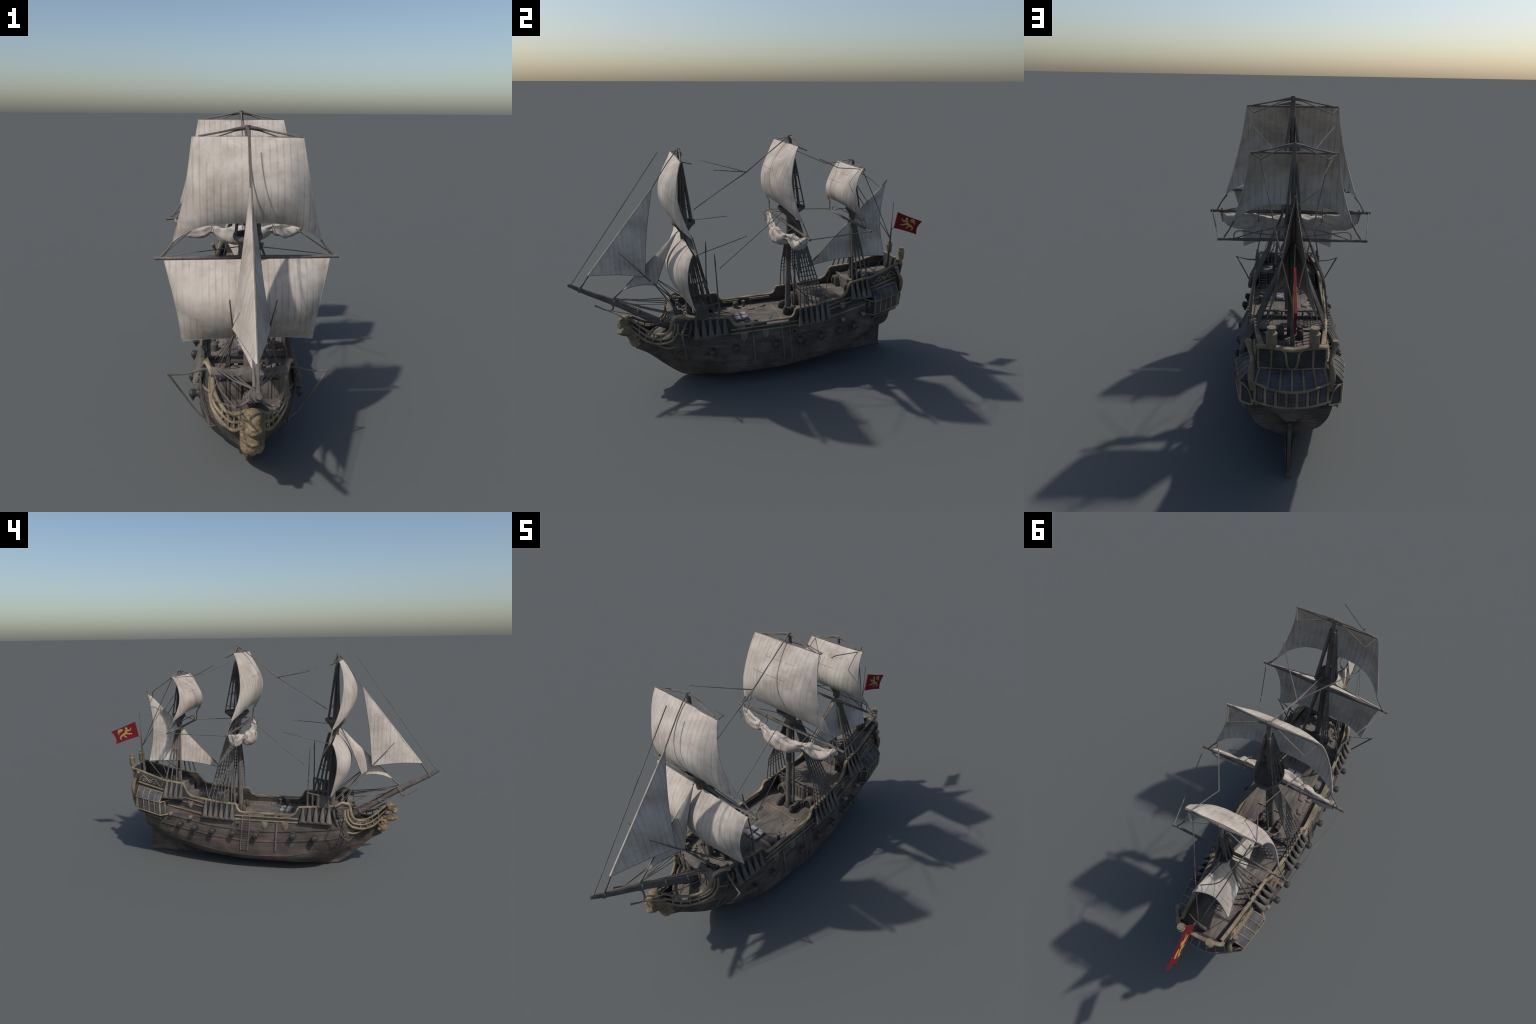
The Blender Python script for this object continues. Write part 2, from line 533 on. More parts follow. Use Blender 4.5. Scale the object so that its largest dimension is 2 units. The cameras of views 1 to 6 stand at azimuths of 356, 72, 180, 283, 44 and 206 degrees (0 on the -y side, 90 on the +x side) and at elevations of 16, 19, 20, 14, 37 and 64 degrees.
# dark painted panels between the mouldings
def panel_band(lo, hi, y0, y1, t=.0016, n=30, name="painted_strake"):
    s = Shape()
    rows = []
    for y in np.linspace(y0, y1, n):
        a, b = lo(y), hi(y)
        rows.append([(hx(y, a + (b - a) * k / 6) + (t if 0 < k < 6 else -.002), y, a + (b - a) * k / 6) for k in range(7)])
    s.grid(rows, flip=True)
    return pair(name, s, "panel", HULL)
panel_band(lambda y: .313, lambda y: zhull(y) - .001, -.222, .148)
panel_band(lambda y: I(y, [(.33, .322), (.446, .341), (.575, .363)]), lambda y: zhull(y) - .002, .15, .60)
panel_band(lambda y: I(y, [(.60, .426), (.775, .460)]), lambda y: zhull(y) - .002, .60, .795)
panel_band(lambda y: .30 if y > -.42 else .31, lambda y: zhull(y) - .002, -.498, -.225)

# scroll carving on the poop side
def on_side(y, z, o=.004):
    return (hx(y, z) + o, y, z)
scroll = Shape()
for cy, s_ in ((.735, 1), (.700, 1), (.664, 1)):
    cz = I(cy, [(.6, .475), (.775, .508)])
    spir = [(cy + .017 * (1 - k / 16) * math.cos(k * .62 + 2.6), cz + .013 * (1 - k / 16) * math.sin(k * .62 + 2.6)) for k in range(14)]
    scroll.tube([on_side(a, b) for a, b in spir], [.0028] * 10 + [.0018], 6)
wav = [(.772, .498), (.752, .520), (.735, .522), (.717, .505), (.700, .490), (.682, .503), (.664, .504), (.648, .488), (.634, .468), (.622, .470), (.612, .482)]
scroll.tube([on_side(a, b) for a, b in wav], .0026, 6, smooth=5)
pair("scroll_carving", scroll, "gold", HULL)

# ladder cleats up the side, fender, chain plates and shields
lad = Shape()
for y0, y1 in ((.101, .113), (.057, .070)):
    lad.tube([(hx(y0 + (y1 - y0) * k / 8, .328 - .204 * k / 8) + .003, y0 + (y1 - y0) * k / 8, .328 - .204 * k / 8) for k in range(9)], .0045, 6)
pair("ladder_stile", lad, "spar", HULL, smooth=45)
step = Shape()
for k in range(15):
    z = .316 - k * .0133
    f = (.328 - z) / .204
    ya, yb = .101 + .012 * f, .057 + .013 * f
    step.tube([(hx(ya, z) + .0025, ya, z), (hx(yb, z) + .0025, yb, z)], .0020, 6)
pair("ladder_rung", step, "hull", HULL)
bd = Shape()
bd.grid([[(hx(y0 + (y1 - y0) * k / 10, .328 - .204 * k / 10) + .0022, y0 + (y1 - y0) * k / 10, .328 - .204 * k / 10) for k in range(11)] for y0, y1 in ((.101, .113), (.079, .0915), (.057, .070))])
pair("ladder_board", bd, "darkwood", HULL)
fen = Shape()
fen.tube([(hx(-.104 + .008 * k / 8, .303 - .17 * k / 8) + .004, -.104 + .008 * k / 8, .303 - .17 * k / 8) for k in range(9)], .0058, 8)
pair("fender", fen, "spar", HULL)

def shield(y, z, w, h, m1, m2):
    s = Shape()
    out = [(-.5, .5), (0, .42), (.5, .5), (.5, .0), (.36, -.3), (0, -.55), (-.36, -.3), (-.5, 0)]
    for sc, o, mm in ((1.0, .004, m1), (.66, .0065, m2)):
        s = Shape()
        a = [on_side(y + u * w * sc, z + v * h * sc, o) for u, v in out]
        b = [on_side(y + u * w * sc, z + v * h * sc, -.004) for u, v in out]
        c0 = on_side(y, z, o + .003)
        s.grid([b, a, [c0] * 8], close_u=True)
        pair("shield" if mm == m1 else "shield_charge", s, mm, HULL)
shield(-.032, .285, .036, .044, 'crest2', 'crest2')
shield(-.152, .285, .036, .046, 'crest2', 'crest')
shield(.426, .374, .034, .044, 'crest', 'crest2')
port = Shape()
port.box((hx(.128, .276) + .001, .128, .276), (.008, .032, .034))
pair("port_lid", port, "hull", HULL, smooth=30, bevel=.002)
ph = Shape()
ph.lathe((hx(.128, .276) + .004, .128, .276), [(.008, -.002), (.008, .0025)], 12, 'x')
pair("port_hole", ph, "black", HULL)

# ------------------------------------------------------------------ decks
def deck(name, zf, y0, y1, th=.006, inset=.011, n=24):
    s = Shape()
    ys = np.linspace(y0, y1, n)
    top, bot = [], []
    for y in ys:
        z = zf(y)
        w = hx(y, z) - inset
        xs = np.linspace(-w, w, 15)
        top.append([(x, y, z + .0035 * (1 - (x / w) ** 2) + .0009 * noise.noise(V((x * 40, y * 9, 0)))) for x in xs])
        bot.append([(x, y, z - th) for x in xs])
    s.grid(top, flip=False)
    s.grid(bot, flip=True)
    for r in (0, -1):
        s.grid([top[r], bot[r]])
    return add(name, s, "deck", HULL, smooth=30)
deck("main_deck", lambda y: .308, -.352, .262)
deck("forecastle_deck", lambda y: .368, -.497, -.306)
deck("quarter_deck", lambda y: I(y, [(.25, .382), (.52, .395)]), .252, .522)
deck("poop_deck", lambda y: I(y, [(.45, .452), (.79, .488)]), .512, .812)

def bulkhead(name, y, z0, z1, w, nplank=13, arch=None):
    b = Shape()
    b.box((0, y, (z0 + z1) / 2), (2 * w, .008, z1 - z0))
    o = add(name, b, "darkwood", HULL, smooth=30)
    for k in range(nplank):
        x = -w + 2 * w * (k + .5) / nplank
        if arch and abs(abs(x) - arch) < w / nplank * 1.1:
            continue
        p = Shape()
        pw = 2 * w / nplank * random.uniform(.72, .9)
        p.box((x, y - .006, (z0 + z1) / 2), (pw, .008, (z1 - z0) * random.uniform(.93, .99)))
        add("bulkhead_plank", p, "deck", o, smooth=30, bevel=.0015)
    return o
bulkhead("quarterdeck_bulkhead", .254, .306, .386, .150, 15, arch=.088)
bulkhead("poop_bulkhead", .518, .388, .458, .126, 13, arch=.075)
bulkhead("forecastle_bulkhead", -.312, .306, .366, .150, 13, arch=.05)
for (y, z, w, nm) in ((.248, .392, .148, "deck_beam"), (.512, .464, .126, "deck_beam"), (-.313, .370, .154, "deck_beam"), (.088, .314, .104, "deck_coaming")):
    b = Shape()
    b.box((0, y, z), (2 * w, .014 if nm == "deck_beam" else .008, .012 if nm == "deck_beam" else .009))
    add(nm, b, "spar" if nm == "deck_beam" else "gold", HULL, smooth=30, bevel=.002)
# quarterdeck balustrade
for k in range(9):
    p = Shape()
    x = -.12 + .03 * k
    p.lathe((x, .248, .396), [(.004, 0), (.0028, .003), (.005, .009), (.0028, .015), (.004, .019)], 8)
    add("baluster", p, "spar", HULL)
b = Shape(); b.box((0, .248, .418), (.27, .010, .006)); add("balustrade_rail", b, "spar", HULL, smooth=30, bevel=.0015)

# companion hoods (dark arches beside the bulkheads)
def hood(x, y, z, w, d, h):
    s = Shape()
    n = 10
    ringf = [(x + w * math.cos(math.pi * k / n), y, z + h * math.sin(math.pi * k / n) ** .8) for k in range(n + 1)]
    ringb = [(a, y + d, b) for a, _, b in ringf]
    s.grid([ringf, ringb])
    inn = [(x + (a - x) * .72, y, z + (b - z) * .80) for a, _, b in ringf]
    s.grid([inn, ringf])
    s.grid([[(a, y + d * .9, b) for a, _, b in inn], inn])
    o = add("companion_hood", s, "spar", HULL, smooth=40)
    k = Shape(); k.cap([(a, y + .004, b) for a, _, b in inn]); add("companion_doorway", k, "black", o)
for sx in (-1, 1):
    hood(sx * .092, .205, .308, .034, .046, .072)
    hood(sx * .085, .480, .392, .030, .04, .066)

# stairs to the forecastle
st = Shape()
for k in range(6):
    st.box((.128, -.252 - k * .010, .315 + k * .0105), (.036, .012, .004))
st.box((.108, -.278, .342), (.004, .075, .012), (-.80, 0, 0))
st.box((.147, -.278, .342), (.004, .075, .012), (-.80, 0, 0))
pair("stair", st, "deck", HULL, smooth=30)

# deck furniture
def bitt_row(x, y, z, n, dy, r, h, name="bitt_rack"):
    s = Shape()
    for k in range(n):
        hh = h * random.uniform(.82, 1.08)
        s.lathe((x, y + (k - (n - 1) / 2) * dy, z), [(r * .9, 0), (r, .3 * hh), (r * .95, .75 * hh), (r * .55, hh)], 10)
    return s
for sx in (-1, 1):
    add("bitt_rack", bitt_row(sx * .046, .154, .310, 4, .018, .0135, .044), "darkwood", HULL)
s = Shape(); s.lathe((0, .158, .309), [(.026, 0), (.024, .016), (.017, .030), (.0145, .05)], 14); add("mast_collar", s, "darkwood", HULL)
for sx in (-1, 1):
    s = bitt_row(sx * .035, .575, .464, 3, .016, .012, .05); add("bitt_rack", s, "darkwood", HULL)
    s = Shape(); s.lathe((sx * .128, -.118, .310), [(.014, 0), (.016, .016), (.0155, .030), (.008, .038)], 12); add("bollard", s, "spar", HULL)
    s = Shape(); s.lathe((sx * .130, -.070, .310), [(.011, 0), (.008, .012), (.008, .026), (.011, .030), (.009, .036)], 12); add("bollard", s, "spar", HULL)
hatch = Shape(); hatch.box((.014, -.124, .313), (.088, .078, .010)); HT = add("cargo_hatch", hatch, "spar", HULL, smooth=30, bevel=.002)
for (x, y, dx, dy, hh) in ((-.008, -.143, .036, .034, .008), (.036, -.145, .038, .032, .008), (-.010, -.106, .034, .030, .008), (.036, -.106, .036, .030, .011)):
    b_ = Shape(); b_.box((x, y, .318 + hh / 2), (dx, dy, hh), (0, 0, random.uniform(-.08, .08))); add("canvas_bundle", b_, "white", HT, smooth=40, bevel=.003)
def grating(x, y, z, w, d, n, m):
    g_ = Shape()
    for k in range(n + 1):
        g_.box((x - w / 2 + w * k / n, y, z), (.0035 if 0 < k < n else .007, d, .007))
    for k in range(m + 1):
        g_.box((x, y - d / 2 + d * k / m, z + .0006), (w, .0035 if 0 < k < m else .007, .007))
    o_ = add("grating", g_, "spar", HULL, smooth=0)
    h_ = Shape(); h_.box((x, y, z - .004), (w * .96, d * .96, .002)); add("hatch_opening", h_, "black", o_)
grating(0, .345, .391, .066, .052, 6, 5)
grating(0, -.272, .315, .062, .040, 6, 4)
grating(0, .660, .482, .050, .044, 5, 4)
# worn heaps of rope and gear on the decks
# bitts, windlass and belfry on the forecastle
s = Shape()
for sx in (-1, 1):
    s.box((sx * .045, -.465, .395), (.014, .014, .056))
    s.box((sx * .105, -.455, .392), (.012, .016, .046))
s.box((0, -.465, .405), (.128, .010, .010))
add("riding_bitt", s, "spar", HULL, smooth=30, bevel=.002)
s = Shape()
s.tube([(-.07, -.372, .388), (.07, -.372, .388)], .013, 10)
for sx in (-1, 1):
    s.box((sx * .072, -.372, .388), (.012, .03, .042))
add("windlass", s, "darkwood", HULL, smooth=35)

# ------------------------------------------------------------------ beak, head rails, figurehead
s = Shape()
rows = []
for y in np.linspace(-.665, -.495, 14):
    w = I(y, [(-.665, .014), (-.60, .062), (-.54, .108), (-.495, .128)])
    z = I(y, [(-.665, .262), (-.60, .276), (-.495, .296)])
    rows.append([(x, y, z) for x in np.linspace(-w, w, 9)])
s.sheet(rows, .006)
add("beak_deck", s, "deck", HULL, smooth=30)

s = Shape(); s.box((0, -.498, .352), (.232, .010, .116)); FB = add("beakhead_bulkhead", s, "darkwood", HULL, smooth=30)
for k, x in enumerate((-.118, -.074, -.032, .032, .074, .118)):
    s = Shape(); s.box((x, -.506, .345), (.011 if abs(x) < .1 else .016, .012, .108)); add("bulkhead_post", s, "gold" if abs(x) > .1 else "spar", FB, smooth=30, bevel=.002)
for x in (-.096, -.053, .053, .096):
    s = Shape(); s.box((x, -.5045, .338), (.028, .008, .082)); add("bulkhead_plank", s, "deck", FB, smooth=30, bevel=.0015)
s = Shape()
rows = []
for x in np.linspace(-.134, .134, 41):
    zz = .418 + .005 * math.cos(x * 50) + .004 * noise.noise(V((x * 40, 1, 0)))
    lo = .398 - (.018 if abs(x) < .045 else 0) * (1 - (x / .05) ** 2 if abs(x) < .05 else 0)
    dy = .004 * noise.noise(V((x * 30, 5, 0)))
    rows.append([(x, -.520 + dy, lo), (x, -.526 + dy, zz - .006), (x, -.518 + dy, zz + .004), (x, -.496, zz + .007), (x, -.490, zz - .004), (x, -.490, lo)])
s.grid(rows, close_u=True); s.cap(rows[0]); s.cap(rows[-1], True)
add("beakhead_beam", s, "spar", HULL, smooth=50)
# curled rail ends over the bow corners
s = Shape()
s.tube([(.126, -.514, .404), (.134, -.505, .420), (.140, -.49, .426), (.148, -.47, .432), (.157, -.45, .424), (.160, -.43, .412)], [.0095, .009, .008, .008, .008, .0075], 8, smooth=4)
pair("bow_rail_scroll", s, "gold", HULL)

def head_rail(side_pts, r):
    s = Shape()
    s.tube(side_pts, r, 10, smooth=6, flat=(1, 1.15))
    return pair("head_rail", s, "gold", HULL)
UP = [(.128, -.512, .408), (.126, -.518, .375), (.120, -.527, .346), (.106, -.547, .323), (.082, -.588, .312), (.060, -.630, .325), (.042, -.668, .351), (.018, -.712, .388)]
MID = [(.130, -.500, .392), (.131, -.506, .345), (.124, -.530, .308), (.106, -.560, .294), (.084, -.594, .287), (.062, -.635, .298), (.044, -.670, .322), (.020, -.712, .355)]
LOW = [(.134, -.484, .388), (.138, -.490, .335), (.132, -.520, .292), (.112, -.555, .272), (.086, -.596, .262), (.062, -.642, .273), (.044, -.674, .296), (.022, -.710, .328)]
head_rail(UP, [.009, .0085, .008, .0072, .0066, .0062, .006, .007])
head_rail(MID, [.0062, .006, .0056, .0052, .005, .005, .005, .0055])
head_rail(LOW, [.0075, .0072, .007, .0066, .006, .0056, .0054, .0058])
PU, _ = spline(UP, 8); PM, _ = spline(MID, 8); PL, _ = spline(LOW, 8)
s = Shape()
for k in range(28, 56, 7):
    s.tube([PU[k], PM[k], PL[k]], .004, 6)
pair("head_timber", s, "gold", HULL)
s = Shape()
rows = []
for k in range(14, 57, 2):  # planking behind the lower rails, down to the stem
    a, b = PL[k], PM[k]
    rows.append([(b.x - .009, b.y, b.z), (a.x - .008, a.y, a.z), (max(a.x * .55, .010), a.y, a.z - .022), (.009, a.y, a.z - .045)])
s.grid(rows)
pair("head_planking", s, "hull", HULL)
s = Shape()
s.tube([(.150, -.450, .288), (.138, -.478, .266), (.124, -.50, .250), (.104, -.535, .236), (.078, -.572, .240), (.05, -.60, .248)], [.005, .005, .0055, .006, .006, .003], 8, smooth=5)
pair("cheek_knee", s, "gold", HULL)
s = Shape()  # lower cheek knee board
rows = []
for a, b in (((.146, -.458, .280), (.140, -.455, .255)), ((.126, -.498, .249), (.118, -.492, .212)), ((.104, -.535, .235), (.094, -.528, .206)), ((.06, -.585, .238), (.05, -.575, .215))):
    rows.append([V(b) - V((.012, 0, 0)), b, a, V(a) - V((.012, 0, 0))])
s.grid(rows, close_u=True); s.cap(rows[0]); s.cap(rows[-1], True)
pair("bow_knee_board", s, "hull", HULL, smooth=30)

# cathead with tackle, anchor
s = Shape()
s.tube([(.150, -.440, .392), (.175, -.452, .396), (.225, -.470, .392), (.278, -.487, .400), (.287, -.490, .402)], [.006, .005, .0034, .003, .0045], 8, smooth=4)
pair("cathead", s, "spar", HULL)
s = Shape()
s.tube([(.281, -.488, .398), (.235, -.475, .315), (.190, -.462, .235), (.150, -.452, .186), (.118, -.450, .165)], [.004, .0034, .0034, .004, .005], 7, smooth=4)
pair("rope", s, "rope", HULL)
s = Shape()
s.tube([(.168, -.452, .388), (.172, -.462, .345), (.160, -.488, .275), (.140, -.512, .215)], [.003, .003, .0035, .004], 7, smooth=4)
s.tube([(.158, -.470, .240), (.147, -.495, .215), (.140, -.513, .207), (.120, -.535, .222)], [.0025, .0045, .0045, .002], 7, smooth=4)
s.tube([(.178, -.440, .372), (.170, -.478, .366)], .0035, 7)
pair("anchor", s, "darkwood", HULL)
s = Shape()
s.tube([(.166, -.425, .392), (.174, -.430, .36), (.172, -.442, .32), (.162, -.452, .285)], [.008, .007, .006, .004], 8, smooth=4)
pair("cathead_bracket", s, "darkwood", HULL)

# figurehead: a carved crouching lion, remeshed from overlapping masses
def mass(items, voxel, name, mat, disp=.002, dscale=60, parent=None, smooth_it=3):
    s = Shape()
    for c, r in items:
        s.ball(c, r, 14)
    o = add(name, s, mat, parent)
    m = o.modifiers.new("r", 'REMESH'); m.mode = 'VOXEL'; m.voxel_size = voxel
    m2 = o.modifiers.new("s", 'SMOOTH'); m2.iterations = smooth_it; m2.factor = .5
    dg = bpy.context.evaluated_depsgraph_get()
    me = bpy.data.meshes.new_from_object(o.evaluated_get(dg))
    o.modifiers.clear()
    o.data = me
    n = len(me.vertices)
    me.update()
    co = [v.co.copy() for v in me.vertices]; no = [v.normal.copy() for v in me.vertices]
    for i in range(n):
        q = co[i] * dscale
        me.vertices[i].co = co[i] + no[i] * disp * (noise.noise(q) + .5 * noise.noise(q * 2.3))
    me.polygons.foreach_set("use_smooth", [True] * len(me.polygons))
    return o
def mound(x, y, z, r, n, seed):
    rnd = random.Random(seed)
    items = []
    for k in range(n):
        a = rnd.uniform(0, TAU); d = r * math.sqrt(rnd.random())
        q = rnd.uniform(.35, .7) * r
        items.append(((x + d * math.cos(a), y + d * math.sin(a), z + q * .05), (q, q * rnd.uniform(.6, 1.3), q * rnd.uniform(.25, .6))))
    o = mass(items, .003, "gear_heap", "deck", .0015, 60, HULL)
    o["kind"] = "stuff"
for (x, y, z, r, n, sd) in ((-.100, -.045, .311, .026, 6, 1), (.100, -.02, .311, .022, 5, 2), (-.115, .03, .311, .022, 5, 3), (.06, .03, .311, .016, 4, 4),
                            (-.06, -.265, .312, .024, 6, 5), (.065, -.24, .312, .024, 6, 6), (-.05, -.455, .372, .022, 5, 7), (.06, -.46, .372, .022, 5, 8),
                            (.09, -.40, .372, .018, 4, 9), (-.09, -.41, .372, .018, 4, 10), (-.05, .33, .388, .02, 4, 11), (.07, .36, .390, .018, 4, 12),
                            (.085, .56, .464, .02, 5, 13), (-.085, .56, .464, .02, 5, 14), (.0, .60, .466, .022, 5, 15)):
    mound(x, y, z, r, n, sd)
lion = [((0, -.736, .384), (.030, .028, .024)), ((0, -.752, .372), (.027, .024, .030)), ((0, -.764, .358), (.022, .018, .018)), ((0, -.768, .349), (.019, .014, .011)),
        ((.014, -.757, .391), (.011, .011, .010)), ((-.014, -.757, .391), (.011, .011, .010)),
        ((0, -.730, .352), (.030, .026, .034)), ((0, -.726, .318), (.033, .030, .034)), ((0, -.708, .292), (.036, .032, .034)), ((0, -.700, .262), (.037, .031, .036)),
        ((0, -.690, .248), (.028, .024, .026)), ((.016, -.702, .258), (.024, .026, .030)), ((-.016, -.702, .258), (.024, .026, .030)),
        ((0, -.750, .307), (.022, .024, .015)), ((0, -.770, .311), (.018, .016, .008)), ((0, -.780, .3135), (.014, .007, .006))]
lion += [((sx * .017, -.766, .352), (.010, .010, .010)) for sx in (-1, 1)] + [((0, -.778, .364), (.010, .006, .007))]
lion += [((sx * (.026 + .006 * (k % 2)), -.735 + .013 * k, .372 - .024 * k), (.009, .012, .011)) for sx in (-1, 1) for k in range(5)]
lion += [((sx * .030, -.706 + .008 * k, .300 - .017 * k), (.011, .012, .010)) for sx in (-1, 1) for k in range(4)]
lion += [((sx * .020, -.724, .33 + k * .012), (.014, .02, .012)) for sx in (-1, 1) for k in range(3)]
mass(lion, .0024, "figurehead", "lion", .0016, 150, smooth_it=2)

# ------------------------------------------------------------------ guns
gun = Shape()
gun.lathe((0, 0, 0), [(.0165, -.016), (.0165, .002), (.0145, .006), (.0148, .014), (.0168, .022), (.0178, .029), (.0160, .035), (.0100, .039)], 16, 'x')
lid = Shape()
lid.tube([(.022, 0, -.011), (.025, 0, -.021), (.026, 0, -.031)], [.010, .0075, .0045], 8)
GUNS = [(-.322, .229), (-.200, .236), (.017, .228), (.155, .230), (.281, .233), (.392, .244), (.486, .258)]
GUNS2 = [(.420, .302), (.548, .314)]
g0 = add("cannon", gun, "iron", HULL, smooth=45)
l0 = add("cannon_tackle", lid, "iron", g0)
ring = Shape(); ring.lathe((0, 0, 0), [(.020, -.004), (.020, .002), (.0165, .003)], 16, 'x')
r0 = add("gun_port", ring, "darkwood", HULL)
first = True
for y, z in GUNS:
    for sx in (1, -1):
        slope = (hx(y + .02, z) - hx(y - .02, z)) / .04
        yaw = -math.atan(slope)
        loc = (sx * (hx(y, z) + .001), y, z)
        rot = (0, 0, yaw if sx > 0 else math.pi - yaw)
        if first:
            g0.location, g0.rotation_euler = loc, rot
            r0.location, r0.rotation_euler = loc, rot
            first = False
        else:
            g = copy_at(g0, loc, rot=rot, parent=HULL)
            l = copy_at(l0, (0, 0, 0), parent=g)
            copy_at(r0, loc, rot=rot, parent=HULL)
sg = Shape()
sg.lathe((0, 0, 0), [(.010, -.014), (.010, .010), (.0125, .014), (.0125, .024), (.009, .028)], 12, 'x')
g1 = None
for y, z in GUNS2:
    for sx in (1, -1):
        loc, rot = (sx * hx(y, z), y, z), (0, 0, 0 if sx > 0 else math.pi)
        if g1 is None:
            g1 = add("swivel_gun", sg, "bronze", HULL, smooth=45); g1.location, g1.rotation_euler = loc, rot
        else:
            copy_at(g1, loc, rot=rot)

# ------------------------------------------------------------------ channels with deadeye strops
def channel(y0, y1, zl, ztop, xo, n, zskew=0.0):
    s = Shape()
    hexa = []
    for y in np.linspace(y0, y1, 12):
        z = zl + zskew * (y - y0)
        xi = hx(y, z)
        hexa.append([(xi - .006, y, z - .009), (xo + .002, y, z - .004), (xo + .003, y, z + .004), (xi - .006, y, z + .004)])
    s.grid(hexa, close_u=True); s.cap(hexa[0]); s.cap(hexa[-1], True)
    a, b = pair("channel", s, "spar", HULL, smooth=30)
    for k in range(n):
        y = y0 + (y1 - y0) * (k + .5) / n
        z = zl + zskew * (y - y0)
        zt = ztop(y)
        xt = xr(y) + .004
        bs = (y1 - y0) / n
        p = Shape()
        B, T = V((xo - .006, y, z)), V((xt, y, zt - .002))
        pts = [B.lerp(T, f) for f in (0, .12, .28, .5, .75, .92, 1.0)]
        w = min(bs * .45, .0155)
        p.tube(pts, [w * .98, w, w * .90, w * .74, w * .50, w * .50, w * .62], 10, flat=(.9, 1.0))
        pair("deadeye_strop", p, "darkwood" if False else "rig", HULL)
    w_ = Shape()
    rows = []
    for y in np.linspace(y0, y1, 8):
        z = zl + zskew * (y - y0)
        rows.append([(hx(y, z) + .004, y, z + .003), (xr(y) + .0015, y, ztop(y) - .006)])
    w_.grid(rows, flip=True)
    pair("strop_board", w_, "panel", HULL)
channel(-.418, -.234, .318, zr, .200, 5, .02)
channel(.148, .345, .309, zr, .206, 6, .05)
channel(.470, .598, .412, zr, .184, 4, .02)

# ------------------------------------------------------------------ quarter galleries and stern
for sx in (1,):
    W0, W1 = (.196, .612), (.170, .770)           # outer wall corners (x, y)
    e0, e1 = .385, .404                            # eave heights
    b0, b1 = .303, .332                            # floor heights
    def ow(f):  # outer wall point: x, y, eave, floor
        return (W0[0] + (W1[0] - W0[0]) * f, W0[1] + (W1[1] - W0[1]) * f, e0 + (e1 - e0) * f, b0 + (b1 - b0) * f)
    inx = lambda y, z: hx(y, z) - .006
    s = Shape()
    A = ow(0); Bq = ow(1)
    s.hexa([(A[0], A[1], A[3]), (Bq[0], Bq[1], Bq[3]), (inx(.775, .34), .778, Bq[3]), (inx(.572, .31), .572, A[3] + .004),
            (A[0], A[1], A[2]), (Bq[0], Bq[1], Bq[2]), (inx(.775, .40), .778, Bq[2]), (inx(.572, .39), .572, A[2] + .004)])
    G, G2 = pair("quarter_gallery", s, "panel", smooth=30)
    def gp(name, shape, mat, **k):
        add(name, shape, mat, G, **k); add(name, shape.mirrored(), mat, G2, **k)
    r = Shape()  # sloped roof, gently domed
    rows = []
    for f in np.linspace(-.03, 1.02, 12):
        x, y, e, _ = ow(f)
        zt = I(f, [(0, .424), (1, .457)])
        xi = hx(y, zt)
        rows.append([(xi + (x + .004 - xi) * t, y, zt + (e + .002 - zt) * t + .010 * math.sin(math.pi * t)) for t in np.linspace(0, 1, 7)] + [(xi, y, e)])
    r.grid(rows, close_u=True); r.cap(rows[0]); r.cap(rows[-1], True)
    gp("gallery_roof", r, "slate", smooth=35)
    r = Shape()
    for f in (.0, .25, .5, .75, 1.0):
        x, y, e, _ = ow(f)
        zt = I(f, [(0, .424), (1, .457)]); xi = hx(y, zt)
        r.tube([(xi + (x + .004 - xi) * t, y, zt + (e + .002 - zt) * t + .010 * math.sin(math.pi * t) + .001) for t in np.linspace(0, 1, 7)], .0028, 6)
    gp("roof_rib", r, "gold")
    m_ = Shape()
    for lo in (2, 3):
        a, b = ow(-.02), ow(1.02)
        m_.tube([(inx(.565, a[lo]), .566, a[lo] + .002), (a[0] + .001, a[1], a[lo]), (b[0] + .001, b[1], b[lo]), (inx(.78, b[lo]), .790, b[lo])], .0042, 6)
    gp("gallery_moulding", m_, "gold")
    mm = Shape()
    for f in (0, .235, .47, .705, .97):
        x, y, e, bt = ow(f)
        mm.box((x + .0005, y, (e + bt) / 2), (.006, .009 if f in (0, .97) else .0075, e - bt))
    mm.box((.170, .590, .346), (.006, .006, .07), (0, 0, -.7))
    gp("window_mullion", mm, "gold", smooth=30, bevel=.001)
    for i in range(4):
        f = (.1175, .3525, .5875, .8375)[i]
        x, y, e, bt = ow(f)
        gl = Shape(); gl.box((x - .0005, y, (e + bt) / 2), (.004, .026, (e - bt) * .84), (0, 0, .16)); gp("window_pane", gl, "glass", smooth=30)
        la = Shape()
        for q in (-.007, 0, .007):
            la.box((x + .0015, y + q, (e + bt) / 2), (.0022, .0016, (e - bt) * .78))
        for q in (-.022, -.008, .008, .022):
            la.box((x + .0015, y, (e + bt) / 2 + q), (.0022, .024, .0016))
        gp("window_lattice", la, "spar", smooth=0)
    br = Shape()  # bracket under the gallery
    rows = []
    for f in np.linspace(0, 1, 8):
        x, y, e, bt = ow(f)
        zb = bt - .036 + .012 * f
        rows.append([(inx(y, bt), y, bt), (x - .002, y, bt), (x - .012, y, bt - .018), (hx(y, zb) + .002, y, zb), (inx(y, zb), y, zb)])
    br.grid(rows, close_u=True); br.cap(rows[0]); br.cap(rows[-1], True)
    gp("gallery_bracket", br, "panel", smooth=30)
    bm_ = Shape()
    pts = []
    for f in np.linspace(-.02, 1, 8):
        x, y, e, bt = ow(f)
        pts.append((x - .010, y, bt - .022))
    bm_.tube(pts, .0032, 6)
    gp("gallery_moulding", bm_, "gold")

